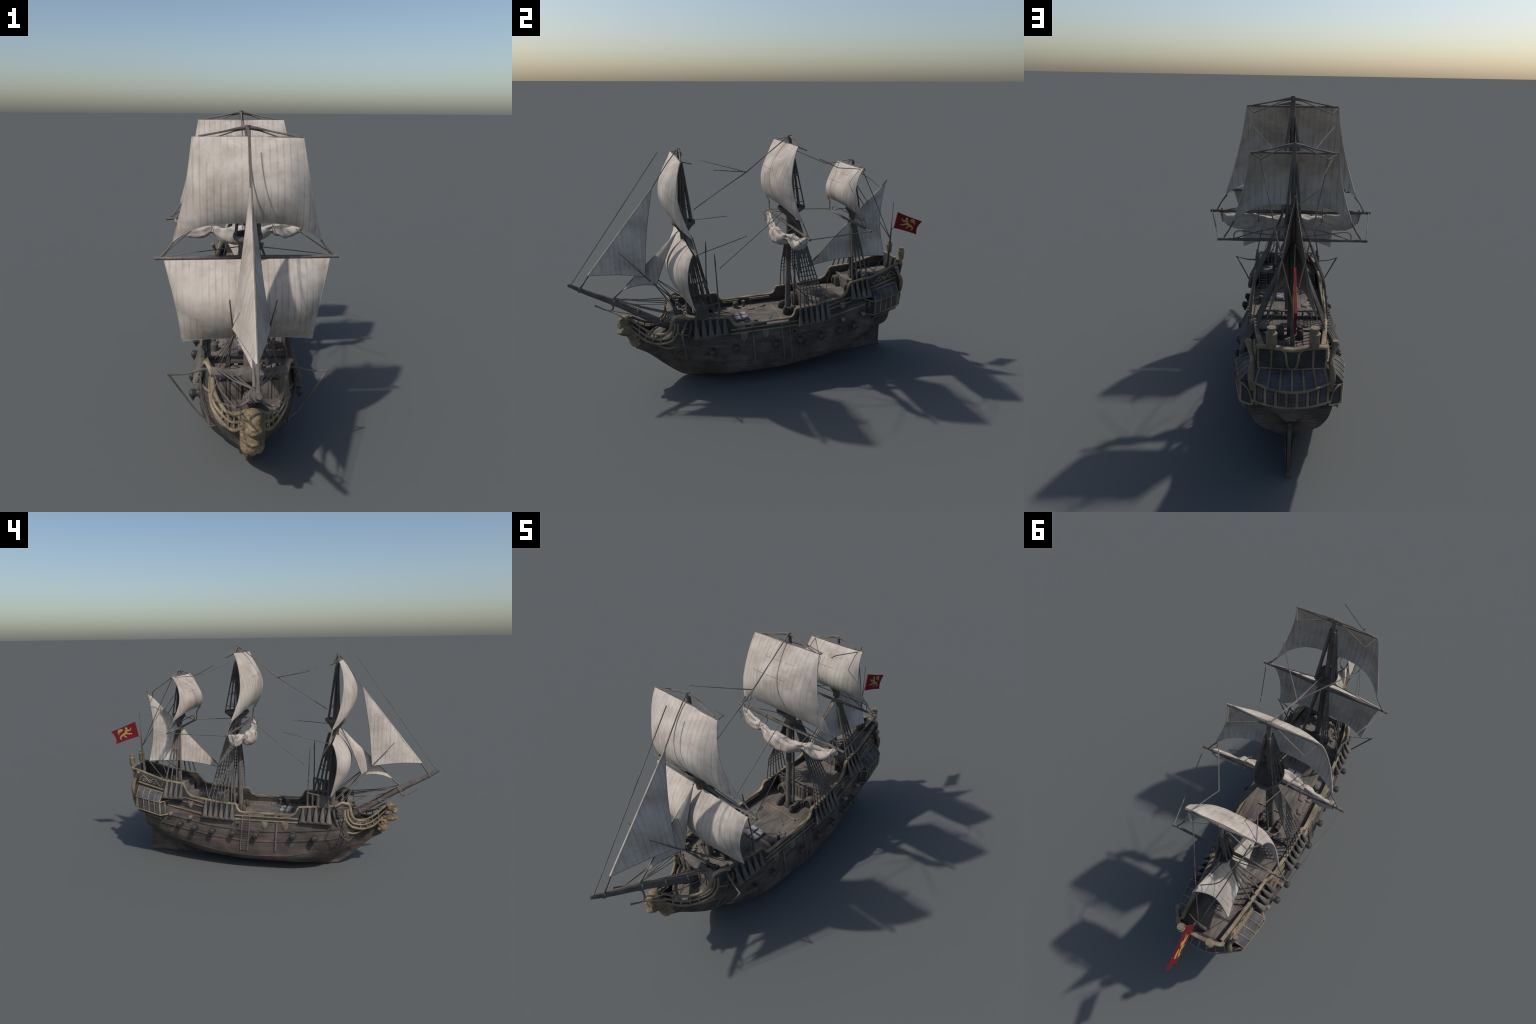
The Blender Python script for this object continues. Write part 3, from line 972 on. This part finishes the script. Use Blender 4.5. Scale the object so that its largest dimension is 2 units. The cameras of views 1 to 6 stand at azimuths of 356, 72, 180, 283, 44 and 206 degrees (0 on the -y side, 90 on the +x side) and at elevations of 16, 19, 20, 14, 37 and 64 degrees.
# stern windows: a bowed band with sloping roof, upper taffrail wall above it
ARC = lambda x: .858 - 3.1 * x * x
XS = np.linspace(-.131, .131, 27)
ZB = lambda x: .366 - .50 * x * x   # sill
ZT = lambda x: .427 + .45 * x * x    # eave
s = Shape()
rows = [[(x, .75, .330) for x in XS], [(x, ARC(x) - .004, ZB(x) - .003) for x in XS], [(x, ARC(x), ZB(x) + .005) for x in XS], [(x, ARC(x), ZT(x)) for x in XS], [(x, .79, .432) for x in XS]]
s.grid(rows, flip=True)
ST = add("stern_gallery", s, "panel", smooth=30)
s = Shape()
rows = []
for t in np.linspace(0, 1, 8):
    rows.append([(x * (1 - .16 * t), ARC(x) + .004 + (.794 - ARC(x) - .004) * t, ZT(x) + .001 + (.485 - ZT(x)) * t + .010 * math.sin(math.pi * t)) for x in XS])
s.sheet(rows, .006)
add("stern_roof", s, "slate", ST, smooth=40)
s = Shape()
for x in np.linspace(-.116, .116, 7):
    pts = [(x * (1 - .16 * t), ARC(x) + .005 + (.796 - ARC(x) - .005) * t, ZT(x) + .0055 + (.485 - ZT(x)) * t + .010 * math.sin(math.pi * t)) for t in np.linspace(0, 1, 8)]
    s.tube(pts, .0036, 6)
add("roof_rib", s, "gold", ST)
s = Shape()
for zf, o in ((ZB, .001), (ZT, .006)):
    s.tube([(x, ARC(x) + o, zf(x) + .002) for x in XS], .0048, 8)
add("stern_moulding", s, "gold", ST)
s = Shape()
xm = np.linspace(-.118, .118, 8)
for x in xm:
    s.box((x, ARC(x) + .001, (ZB(x) + ZT(x)) / 2), (.010, .007, ZT(x) - ZB(x)), (0, 0, math.atan(-6.2 * x)))
add("window_mullion", s, "gold", ST, smooth=30, bevel=.001)
for i in range(7):
    x = (xm[i] + xm[i + 1]) / 2
    zc = (ZB(x) + ZT(x)) / 2 + .002
    g = Shape(); g.box((x, ARC(x) + .0005, zc), (.0225, .005, .052), (0, 0, math.atan(-6.2 * x))); add("window_pane", g, "glass", ST, smooth=30)
    g = Shape()
    for q in (-.005, .005):
        g.box((x + q, ARC(x + q) + .003, zc), (.0016, .003, .048), (0, 0, math.atan(-6.2 * x)))
    for q in (-.014, 0, .014):
        g.box((x, ARC(x) + .003, zc + q), (.021, .003, .0016), (0, 0, math.atan(-6.2 * x)))
    add("window_lattice", g, "spar", ST, smooth=0)
# side return panels with gilt frame between stern band and quarter gallery
s = Shape()
s.hexa([(.122, .790, .330), (.170, .772, .330), (.168, .778, .334), (.126, .806, .340), (.122, .790, .410), (.170, .766, .404), (.168, .774, .404), (.126, .806, .418)])
pair("gallery_return", s, "panel", ST, smooth=30)
s = Shape()
s.tube([(.127, .809, .345), (.145, .796, .338), (.167, .780, .338), (.168, .778, .37), (.166, .776, .402), (.152, .790, .402), (.140, .800, .392), (.133, .806, .372), (.127, .809, .345)], .0035, 6, smooth=3)
pair("gallery_moulding", s, "gold", ST)

# taffrail wall
s = Shape()
rows = []
for z in np.linspace(.478, .566, 8):
    w = I(z, [(.478, .112), (.566, .109)])
    rows.append([(x, .798 + .014 * (z - .478) / .09 + .012 * (1 - (x / w) ** 2), z - .008 * (abs(x) > .085) * (z > .55)) for x in np.linspace(-w, w, 15)])
s.sheet(rows, .014)
TW = add("taffrail", s, "panel", smooth=40)
s = Shape()
for sx in (1, -1):
    s.tube([(sx * .108, .806, .482), (sx * .108, .818, .562)], .0045, 6)
    s.tube([(sx * .067, .812, .490), (sx * .066, .826, .560)], .0042, 6)
    s.tube([(sx * .048, .824, .565), (sx * .024, .828, .552), (sx * .018, .822, .515), (sx * .012, .818, .490), (0, .817, .484)], .0042, 6, smooth=4)
s.tube([(-.112, .806, .484), (-.06, .813, .486), (0, .817, .484), (.06, .813, .486), (.112, .806, .484)], .004, 6)
add("taffrail_moulding", s, "gold", TW)
strip([(-.108, .800, .562), (-.104, .814, .564), (-.085, .822, .569), (-.045, .828, .568), (0, .830, .562), (.045, .828, .568), (.085, .822, .569), (.104, .814, .564), (.108, .800, .562)],
      .017, .011, "taffrail_cap", "gold", TW, both_sides=False)

# stern lanterns and corner carvings
s = Shape()
s.lathe((0, 0, 0), [(.010, 0), (.0155, .006), (.0165, .022), (.0165, .042), (.0185, .048), (.0185, .054), (.0135, .058), (.0125, .066), (.0145, .069), (.0140, .0735)], 18)
l0 = add("stern_lantern", s, "gold", smooth=35)
l0.location = (.067, .834, .570)
copy_at(l0, (-.067, .834, .570))
s = Shape()
s.tube([(.127, .806, .402), (.131, .808, .435), (.131, .805, .470), (.128, .796, .495), (.130, .784, .515), (.138, .772, .535), (.142, .763, .552), (.142, .762, .560)],
       [.010, .012, .012, .010, .008, .009, .0125, .010], 10, smooth=5)
pair("corner_carving", s, "gold", ST)

# flagpole and flag
s = Shape()
s.tube([(0, .785, .488), (0, .790, .56), (0, .794, .66), (0, .795, .70)], [.012, .0085, .006, .005], 10)
s.tube([(0, .795, .70), (0, .796, .75), (0, .797, .82), (0, .797, .898)], [.005, .0028, .0022, .0018], 7)
s.tube([(0, .796, .735), (0, .806, .745), (0, .814, .748)], .0025, 6)
FP = add("flagpole", s, "spar")
def flag_pt(u, v):
    top = V((0, .831, .839)).lerp(V((0, .999, .771)), u)
    bot = V((0, .813, .746)).lerp(V((0, .970, .692)), u)
    p = top.lerp(bot, v)
    p.y -= .016 * math.sin(math.pi * v) * u ** 6
    p.z -= .004 * math.sin(math.pi * u) * (1 - 2 * v) * .5
    return p
s = Shape()
s.sheet([[flag_pt(u, v) for u in np.linspace(0, 1, 28)] for v in np.linspace(0, 1, 18)], .0075)
FL = add("flag", s, "flag", FP, smooth=40)
em = Shape()
def stroke(pts, r):
    em.tube([(.0038, y, z) for y, z in pts], r, 8, smooth=4, flat=(.35, 1))
em.ball((.0038, .893, .793), (.0022, .0095, .010), 10)
stroke([(.897, .783), (.898, .766), (.912, .755), (.930, .743)], [.009, .0085, .0075, .0065])
stroke([(.888, .780), (.868, .785), (.859, .801)], [.006, .0045, .003])
stroke([(.896, .763), (.874, .761), (.854, .763)], [.006, .0045, .003])
stroke([(.908, .755), (.906, .744), (.891, .738)], [.005, .004, .003])
stroke([(.928, .744), (.938, .731), (.927, .722)], [.0065, .0045, .003])
stroke([(.916, .780), (.934, .779), (.949, .768), (.945, .752)], [.0025, .0035, .0035, .002])
stroke([(.914, .786), (.936, .786), (.952, .776)], [.002, .003, .002])
stroke([(.922, .772), (.936, .771), (.943, .762)], [.002, .003, .002])
pair("flag_emblem", em, "emblem", FL)

# ------------------------------------------------------------------ masts, spars
def mast(name, pts, rad):
    s = Shape()
    s.tube([(0, y, z) for y, z in pts], rad, 14, smooth=3)
    return add(name, s, "spar")
FORE = mast("foremast", [(-.406, .36), (-.409, .60), (-.411, .80), (-.413, .95), (-.416, 1.15), (-.417, 1.249)], [.0165, .0155, .014, .011, .0105, .0085])
MAIN = mast("mainmast", [(.158, .30), (.158, .55), (.159, .80), (.161, 1.0), (.160, 1.2), (.156, 1.297)], [.0165, .0150, .0145, .0115, .0105, .0085])
MIZ = mast("mizzenmast", [(.551, .45), (.548, .62), (.545, .80), (.538, .95), (.528, 1.09), (.522, 1.164)], [.0135, .0125, .012, .009, .009, .007])
s = Shape()
s.tube([(0, -.505, .312), (0, -.566, .343), (0, -.62, .378), (0, -.68, .418), (0, -.794, .492), (0, -.91, .556), (0, -.985, .602), (0, -.9925, .6055)],
       [.0245, .0235, .0205, .0180, .0175, .0125, .0085, .0085], 14, smooth=4)
s.lathe((0, 0, 0), [(.0001, 0), (.0001, .001)], 4)
BOW = add("bowsprit", s, "spar")
s = Shape()
for (y, z, r, l) in ((-.676, .4155, .0215, .012), (-.785, .486, .0205, .014), (-.941, .5735, .0135, .010), (-.566, .343, .0265, .012)):
    d = V((0, -.114, .073)).normalized() * l / 2
    s.tube([V((0, y, z)) - d * 1.6, V((0, y, z)) - d, V((0, y, z)) + d, V((0, y, z)) + d * 1.6], [r * .8, r, r, r * .8], 14)
s.tube([(0, -.785, .495), (0, -.785, .512)], [.010, .005], 8)
s.tube([(0, -.941, .575), (0, -.940, .586)], [.008, .004], 8)
add("mast_band", s, "spar", BOW)
s = Shape(); s.tube([(0, .197, .31), (0, .197, .52), (0, .188, .84)], [.0075, .006, .0055], 8); add("jeer_pole", s, "spar", MAIN)

def yard(name, y, z, half, r, parent, dy=0, tip=.35):
    s = Shape()
    xs = [-half, -half + .012, -half * .9, -half * .5, 0, half * .5, half * .9, half - .012, half]
    s.tube([(x, y + .006 * noise.noise(V((x * 8, y, 2))), z + .002 * noise.noise(V((x * 9, z, 5)))) for x in xs], [r * .8, r * .85, r * .7, r * .9, r, r * .9, r * .7, r * .85, r * .8], 10, smooth=3)
    return add(name, s, "spar", parent)
yard("yard", -.403, .801, .322, .0082, FORE)
yard("yard", .146, .830, .337, .0084, MAIN)
yard("yard", .510, .822, .266, .0068, MIZ)
for y, z, w, p in ((-.433, 1.210, .180, FORE), (.136, 1.257, .181, MAIN), (.512, 1.128, .150, MIZ)):
    yard("topsail_yard", y, z, w, .0042, p)

# ------------------------------------------------------------------ tops (fighting platforms)
def top(cy, cz, rx, ry, depth, parent, neck):
    s = Shape()
    seg = 26
    def ring(fx, z):
        return [(rx * fx * math.cos(TAU * k / seg), cy + ry * fx * math.sin(TAU * k / seg), z) for k in range(seg)]
    def nring(r, z):
        return [(r * math.cos(TAU * k / seg), cy + r * .9 * math.sin(TAU * k / seg), z) for k in range(seg)]
    rows = [nring(neck, cz - depth), nring(neck * 1.1, cz - depth * .55), ring(.70, cz - .024), ring(.92, cz - .012), ring(1.02, cz - .008), ring(1.04, cz), ring(1.0, cz + .008),
            ring(.90, cz + .006), ring(.86, cz - .008), nring(neck * .6, cz - .010)]
    s.grid(rows, close_u=True)
    s.cap(rows[-1]); s.cap(rows[0], True)
    t = add("mast_top", s, "rig", parent, smooth=40)
    return t
top(-.412, .880, .050, .058, .10, FORE, .021)
top(.169, .915, .060, .072, .085, MAIN, .026)
top(.537, .888, .031, .039, .06, MIZ, .018)

# ------------------------------------------------------------------ shrouds with ratlines
def shrouds(name, tops, bots, r0, r1, nrat, parent, web=0.0, start=.08, matn="rig", rr=.0026, stop=1.0, mids=None, fm=.66):
    """ropes fan from tops to bots (lists of points), ratlines cross them; web merges the upper part."""
    s = Shape()
    T, B = [V(p) for p in tops], [V(p) for p in bots]
    Mi = [V(p) for p in mids] if mids else [a.lerp(b, fm) for a, b in zip(T, B)]
    def at(i, f):
        return T[i].lerp(Mi[i], f / fm) if f < fm else Mi[i].lerp(B[i], (f - fm) / (1 - fm))
    for i in range(len(T)):
        s.tube([at(i, f) for f in (0, .22, .44, fm, .85, 1)], [r0, r0 * .9, (r0 + r1) / 2, r1, r1, r1], 6)
    for k in range(nrat):
        f = start + (stop - start) * (k + .5) / nrat
        s.tube([at(i, min(1, f + .012 * noise.noise(V((k * 1.7, i * 3.1, 0))))) for i in range(len(T))], rr * (1.25 - .5 * f), 5)
    if web:
        for i in range(len(T) - 1):
            rows = []
            n = 14
            for k in range(n + 1):
                f = web * k / n
                p, q = at(i, f), at(i + 1, f)
                rows.append([p, p.lerp(q, .5), q])
            cut = min(n, int(n * (.70 + .30 * abs(noise.noise(V((i * 2.3, len(parent.name) * .7, 1.5))) * 1.6))))
            s.sheet(rows[:max(cut, 4)], .003)
    return pair(name, s, matn, parent)
lin = lambda a, b, n: [V(a).lerp(V(b), k / (n - 1)) for k in range(n)]
# lower shrouds
shrouds("shroud", lin((.019, -.406, .80), (.024, -.376, .80), 4), lin((.070, -.378, .40), (.062, -.290, .43), 4), .0056, .0042, 3, FORE, web=.62)
shrouds("shroud", lin((.024, .168, .85), (.030, .202, .85), 7), lin((.170, .170, .395), (.163, .318, .405), 7), .0050, .0034, 10, MAIN, web=.66, start=.30, stop=.80, rr=.0030,
        mids=lin((.152, .170, .540), (.148, .272, .545), 7), fm=.68)
shrouds("shroud", lin((.014, .530, .80), (.016, .552, .80), 4), lin((.130, .492, .505), (.122, .590, .512), 4), .0062, .0042, 2, MIZ, web=.62)
# topmast shrouds
shrouds("topmast_shroud", lin((.010, -.418, 1.185), (.010, -.408, 1.185), 3), lin((.042, -.430, .885), (.040, -.372, .885), 3), .0062, .0050, 2, FORE, web=.30)
shrouds("topmast_shroud", lin((.009, .150, 1.215), (.009, .172, 1.215), 5), lin((.050, .120, .920), (.050, .228, .920), 5), .0050, .0036, 4, MAIN, web=.62)
shrouds("topmast_shroud", lin((.007, .520, 1.095), (.007, .532, 1.095), 3), lin((.026, .518, .892), (.026, .565, .892), 3), .0050, .0038, 1, MIZ, web=.2)
# deadeye racks on the fore rail
s = Shape()
s.tube([(.160, -.398, .462), (.161, -.33, .474), (.162, -.272, .484)], .0055, 8)
for k, y in enumerate((-.392, -.362, -.334, -.305, -.276)):
    s.tube([(.161, y, .402), (.162, y, .43), (.161, y, .476)], [.007, .005, .0065], 7)
pair("deadeye_rack", s, "rig", FORE)
s = Shape(); s.box((.1605, -.362, .435), (.006, .062, .062)); pair("rack_board", s, "rig", FORE, smooth=30)
s = Shape(); s.tube([(.160, -.276, .40), (.158, -.278, .50), (.128, -.280, .66), (.123, -.280, .68), (.111, -.281, .733)], [.005, .0034, .003, .0042, .002], 7); pair("studding_boom", s, "spar", FORE)

# ------------------------------------------------------------------ sails
SAILS = []
def square_sail(name, head, foot, arc, footbelly, bc, be, parent, nu=44, nv=40, peak=.45, seed=0, hd=0.0, hollow=.008):
    (wh, yh, zh), (wf, yf, zf) = head, foot
    rows = []
    for j in range(nv + 1):
        t = j / nv
        bel = math.sin(math.pi * t ** (math.log(.5) / math.log(peak)))
        bel = bel ** .92
        row = []
        for i in range(nu + 1):
            s_ = -1 + 2 * i / nu
            e = 1 - abs(s_) ** 3.4
            w = wh + (wf - wh) * t - hollow * math.sin(math.pi * t)
            x = s_ * w
            y = yh + (yf - yh) * t - (be + (bc - be) * e) * bel - footbelly * e * t
            z = zh + (zf - zh) * t + arc * e * t * t - hd * math.sin(math.pi * abs(s_)) * (1 - t)
            y += .0022 * noise.noise(V((x * 26, z * 5, seed))) * (.3 + t) + .005 * noise.noise(V((x * 7, z * 6, seed + 9))) * math.sin(math.pi * t)
            row.append((x, y, z))
        rows.append(row)
    SAILS.append(rows)
    s = Shape()
    s.sheet(rows, .0036)
    o = add(name, s, "sailx", parent, smooth=60)
    e = Shape()
    edge = [rows[j][0] for j in range(nv + 1)] + rows[-1][1:] + [rows[j][-1] for j in range(nv - 1, -1, -1)]
    e.tube(edge, .0026, 6)
    add("bolt_rope", e, "furl", o)
    return o
square_sail("topsail", (.179, -.435, 1.212), (.256, -.413, .861), .082, .080, .060, .037, FORE, seed=1, hollow=.010, peak=.46)
square_sail("course_sail", (.286, -.418, .797), (.236, -.411, .491), .026, .034, .076, .028, FORE, peak=.46, seed=2, hollow=.009)
square_sail("topsail", (.181, .134, 1.257), (.272, .132, .899), .060, .058, .070, .042, MAIN, seed=3, peak=.47)
square_sail("topsail", (.150, .510, 1.128), (.210, .494, .882), .052, .060, .056, .042, MIZ, seed=4, hd=.004, hollow=.007, peak=.46)

def stay_sail(name, head, tack, clew, leech_in, foot_up, belly, parent, n=30):
    """fore-and-aft sail: one sheet each side, meeting at the luff."""
    H, T, C = V(head), V(tack), V(clew)
    rows = []
    for i in range(n + 1):
        a = .004 + .996 * i / n
        row = []
        for j in range(n + 1):
            b = j / n
            p = H.lerp(T.lerp(C, b), a)
            inl = (T - C).normalized()
            p = p + inl * (leech_in * math.sin(math.pi * a) * b ** 1.6)
            p.z += foot_up * math.sin(math.pi * b) * a ** 3
            p.x += belly * math.sin(math.pi * min(b * 1.0, 1)) * a * (1.3 - a) + .0016 * noise.noise(V((p.y * 22, p.z * 5, 4)))
            p.x = max(p.x, .0012)
            row.append(p)
        rows.append(row)
    s = Shape()
    s.sheet(rows, .003)
    a, b = pair(name, s, "saily", parent, smooth=60)
    e = Shape()
    e.tube([r[-1] for r in rows] + rows[-1][-2::-1], .002, 6)
    add("bolt_rope", e, "rope", a); add("bolt_rope", e.mirrored(), "rope", b)
    return a
stay_sail("jib", (0, -.557, 1.063), (0.002, -.895, .645), (.060, -.625, .631), .010, .010, .022, BOW)
stay_sail("inner_jib", (0, -.449, .832), (0.002, -.743, .546), (.046, -.572, .571), .006, .018, .020, BOW)
stay_sail("lateen_sail", (0, .735, 1.024), (.008, .283, .572), (.082, .712, .612), .030, .022, .022, MIZ)
s = Shape()
s.tube([(0, .742, 1.032), (0, .648, .919), (0, .582, .848), (0, .520, .796), (0, .463, .750), (0, .339, .626), (0, .283, .571)], [.0035, .006, .0065, .007, .0065, .005, .003], 8, smooth=3)
add("lateen_yard", s, "spar", MIZ)
s = Shape(); s.tube([(0, -.557, 1.063), (0, -.70, .886), (0, -.895, .645)], [.0035, .0042, .005], 8); add("luff_rope", s, "sailx", BOW)
rp = Shape(); rp.tube([(0, -.893, .648), (0, -.918, .61), (0, -.941, .582)], [.0045, .0036, .006], 8); add("tack_rope", rp, "rope", BOW)
s = Shape(); s.tube([(0, -.440, .836), (0, -.60, .684), (0, -.743, .546), (0, -.785, .511)], [.0022, .0028, .0042, .006], 8); add("luff_rope", s, "rope", BOW)

# furled main course: a long bundle in three swags, pinched by gaskets
rows = []
NX = 96
seg = 22
for i in range(NX + 1):
    x = -.300 + .600 * i / NX
    a = abs(x)
    zt = I(a, [(0, .812), (.06, .806), (.11, .806), (.135, .806), (.17, .812), (.24, .822), (.285, .828), (.300, .828)])
    zb = I(a, [(0, .728), (.05, .730), (.09, .740), (.120, .762), (.135, .776), (.150, .762), (.19, .748), (.24, .750), (.270, .765), (.29, .795), (.300, .822)])
    yf = I(a, [(0, .056), (.06, .064), (.11, .084), (.135, .100), (.17, .098), (.22, .106), (.27, .118), (.300, .138)])
    yb = I(a, [(0, .112), (.09, .118), (.135, .122), (.2, .134), (.27, .146), (.300, .146)])
    cy, cz, ry, rz = (yf + yb) / 2, (zt + zb) / 2, (yb - yf) / 2, (zt - zb) / 2
    ring = []
    for k in range(seg):
        t = TAU * k / seg
        sx, sz = math.cos(t), math.sin(t)
        sx = math.copysign(abs(sx) ** .8, sx); sz = math.copysign(abs(sz) ** .8, sz)
        n_ = .012 * noise.noise(V((x * 16, sx * 1.4, sz * 1.6 + 4))) + .006 * noise.noise(V((x * 40, sx * 2, sz * 2)))
        dent = .030 * math.exp(-((a - .205) / .030) ** 2 - ((t - 2.2) / .5) ** 2) + .022 * math.exp(-((a - .262) / .018) ** 2 - ((t - 2.0) / .5) ** 2) + .02 * math.exp(-((a - .07) / .05) ** 2 - ((t - 1.5) / .6) ** 2)
        k2 = min(1, (.300 - a) / .02)
        ring.append((x, cy + (ry + (n_ - dent) * k2) * sx * (.25 + .75 * max(k2, 0) ** .5), cz + (rz + (n_ - dent) * k2) * sz))
    rows.append(ring)
s = Shape(); s.grid(rows, close_u=True); s.cap(rows[0]); s.cap(rows[-1], True)
FU = add("furled_sail", s, "furl", MAIN, smooth=80)
g = Shape()
for a in (.135, .29):
    g.tube([(a, .085 + .2 * (a - .135), .80), (a, .075 + .25 * (a - .135), .785), (a, .11, .772), (a, .148, .80), (a, .146, .842), (a, .10, .825), (a, .085 + .2 * (a - .135), .80)], .002, 6)
g.both()
add("gasket", g, "rope", FU)

# ------------------------------------------------------------------ running rigging
def rope(pts, r=.0021, parent=None, both_sides=True, sm=0, mat="rope"):
    s = Shape()
    s.tube(pts, r, 6, smooth=sm)
    if both_sides:
        return pair("rope", s, mat, parent)
    return add("rope", s, mat, parent)
one = dict(both_sides=False)
rope([(0, -.980, .606), (0, -.518, 1.236)], .0022, BOW, **one)
rope([(0, -.557, 1.063), (0, -.480, 1.175), (0, -.428, 1.240)], .0026, FORE, **one)
rope([(0, .148, 1.290), (0, .035, 1.205), (0, -.078, 1.118), (0, -.22, 1.03), (0, -.36, .939)], [.0032, .0024, .0042, .0022, .0022], MAIN, **one)
rope([(0, -.078, 1.118), (.165, -.282, 1.163)], [.003, .0016], MAIN)
rope([(0, .120, .893), (0, -.232, .609)], .0023, MAIN, **one)
rope([(.308, -.401, .802), (.207, -.136, .840)], .0022, FORE)
rope([(.330, .148, .83), (.262, .508, .822)], .0024, MAIN)
rope([(.157, .255, 1.193), (.079, .400, 1.128), (.130, .508, 1.124)], .0022, MIZ)
rope([(.116, .522, 1.118), (.06, .66, .90), (0, .793, .684)], .0022, MIZ)
rope([(-.130, .525, 1.118), (-.095, .60, 1.075), (-.067, .668, 1.033), (0, .703, .990)], .0021, MIZ, sm=4, **one)
rope([(0, .559, .964), (0, .612, .890)], .0024, MIZ, **one)
for (ty, tz, hxx, hy, hz, lx, ly, lz, par) in ((-.417, 1.243, .160, -.434, 1.214, .151, -.383, 1.194, FORE), (.156, 1.290, .160, .135, 1.259, .153, .189, 1.234, MAIN),
                                              (.522, 1.158, .128, .511, 1.130, .111, .543, 1.112, MIZ)):
    rope([(0, ty, tz), (.03, ty, tz - .004), (hxx * .5, (ty + hy) / 2, tz - (tz - hz) * .5), (hxx, hy, hz)], [.006, .0045, .003, .0034], par)
    rope([(hxx + .018, hy, hz - .004), (lx, ly, lz)], .0028, par)
    rope([(lx, ly, lz), (.04, ty + .006, tz - .012), (0, ty, tz - .004)], [.0022, .0024, .004], par)
rope([(.268, .132, .897), (.292, .140, .866), (.308, .147, .836)], [.004, .0026, .0032], MAIN)
rope([(.256, -.413, .862), (.275, -.408, .835), (.302, -.402, .806)], [.004, .0028, .004], FORE)
rope([(.256, -.413, .862), (.290, -.402, .808)], .0016, FORE)
rope([(.209, .494, .884), (.226, .502, .852), (.243, .510, .828)], [.004, .0026, .0034], MIZ)
rope([(.280, -.402, .808), (.16, -.408, .825), (.03, -.411, .842)], .0019, FORE)
rope([(.208, .510, .826), (.205, .514, .845), (.185, .520, .856), (.12, .528, .850), (.025, .540, .842)], .0021, MIZ, sm=3)
rope([(.205, .510, .824), (.12, .520, .855), (.020, .535, .880)], .0021, MIZ)
rope([(.27, .147, .835), (.1, .15, .868), (.02, .155, .882)], .0022, MAIN)
# reef bands: short dark seams across the upper canvas
for k, par in ((2, MAIN), (3, MIZ)):
    R_ = SAILS[k]
    for j, (a, b) in ((7, (14, 33)), (15, (9, 30))):
        if k == 0 and j == 15:
            continue
        r_ = Shape()
        r_.tube([V(R_[j][i]) + V((0, -.0014, .002 * noise.noise(V((i * .4, j, k))))) for i in range(a, b)], .0011, 5)
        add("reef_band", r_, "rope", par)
# jib sheets and bow gear
rope([(.069, -.739, .769), (.062, -.66, .672), (.056, -.600, .600)], [.002, .0026, .004], BOW)
for tx, ty, tz in ((.105, -.415, .412), (.085, -.445, .392), (.11, -.46, .40), (.12, -.395, .41)):
    rope([(.054, -.590, .592), (tx, ty, tz)], .0020, BOW)
for tx, tz in ((.112, .430), (.088, .424), (.062, .420)):
    rope([(.004, -.786, .508), (tx * .5, -.655, .470 - .008), (tx, -.515, tz)], [.003, .0022, .003], BOW)
s = Shape()
s.tube([(.061, -.878, .508), (.062, -.862, .498), (.060, -.828, .476), (.040, -.800, .462), (.014, -.790, .476), (0, -.787, .486)], [.0052, .0036, .0038, .0042, .0046, .006], 8, smooth=4)
pair("spritsail_yard", s, "spar", BOW)
rope([(.060, -.832, .478), (.105, -.66, .440), (.122, -.512, .412)], .0021, BOW)
rope([(.060, -.832, .478), (.125, -.66, .405), (.112, -.545, .395), (.085, -.500, .398)], .0021, BOW, sm=4)
# stern ropes
rope([(.081, .712, .610), (.100, .665, .565), (.120, .612, .516)], .0018, MIZ)
rope([(.128, .352, .580), (.150, .316, .405)], .0018, MAIN)
rope([(.060, .640, .612), (.085, .600, .52)], .0016, MIZ)
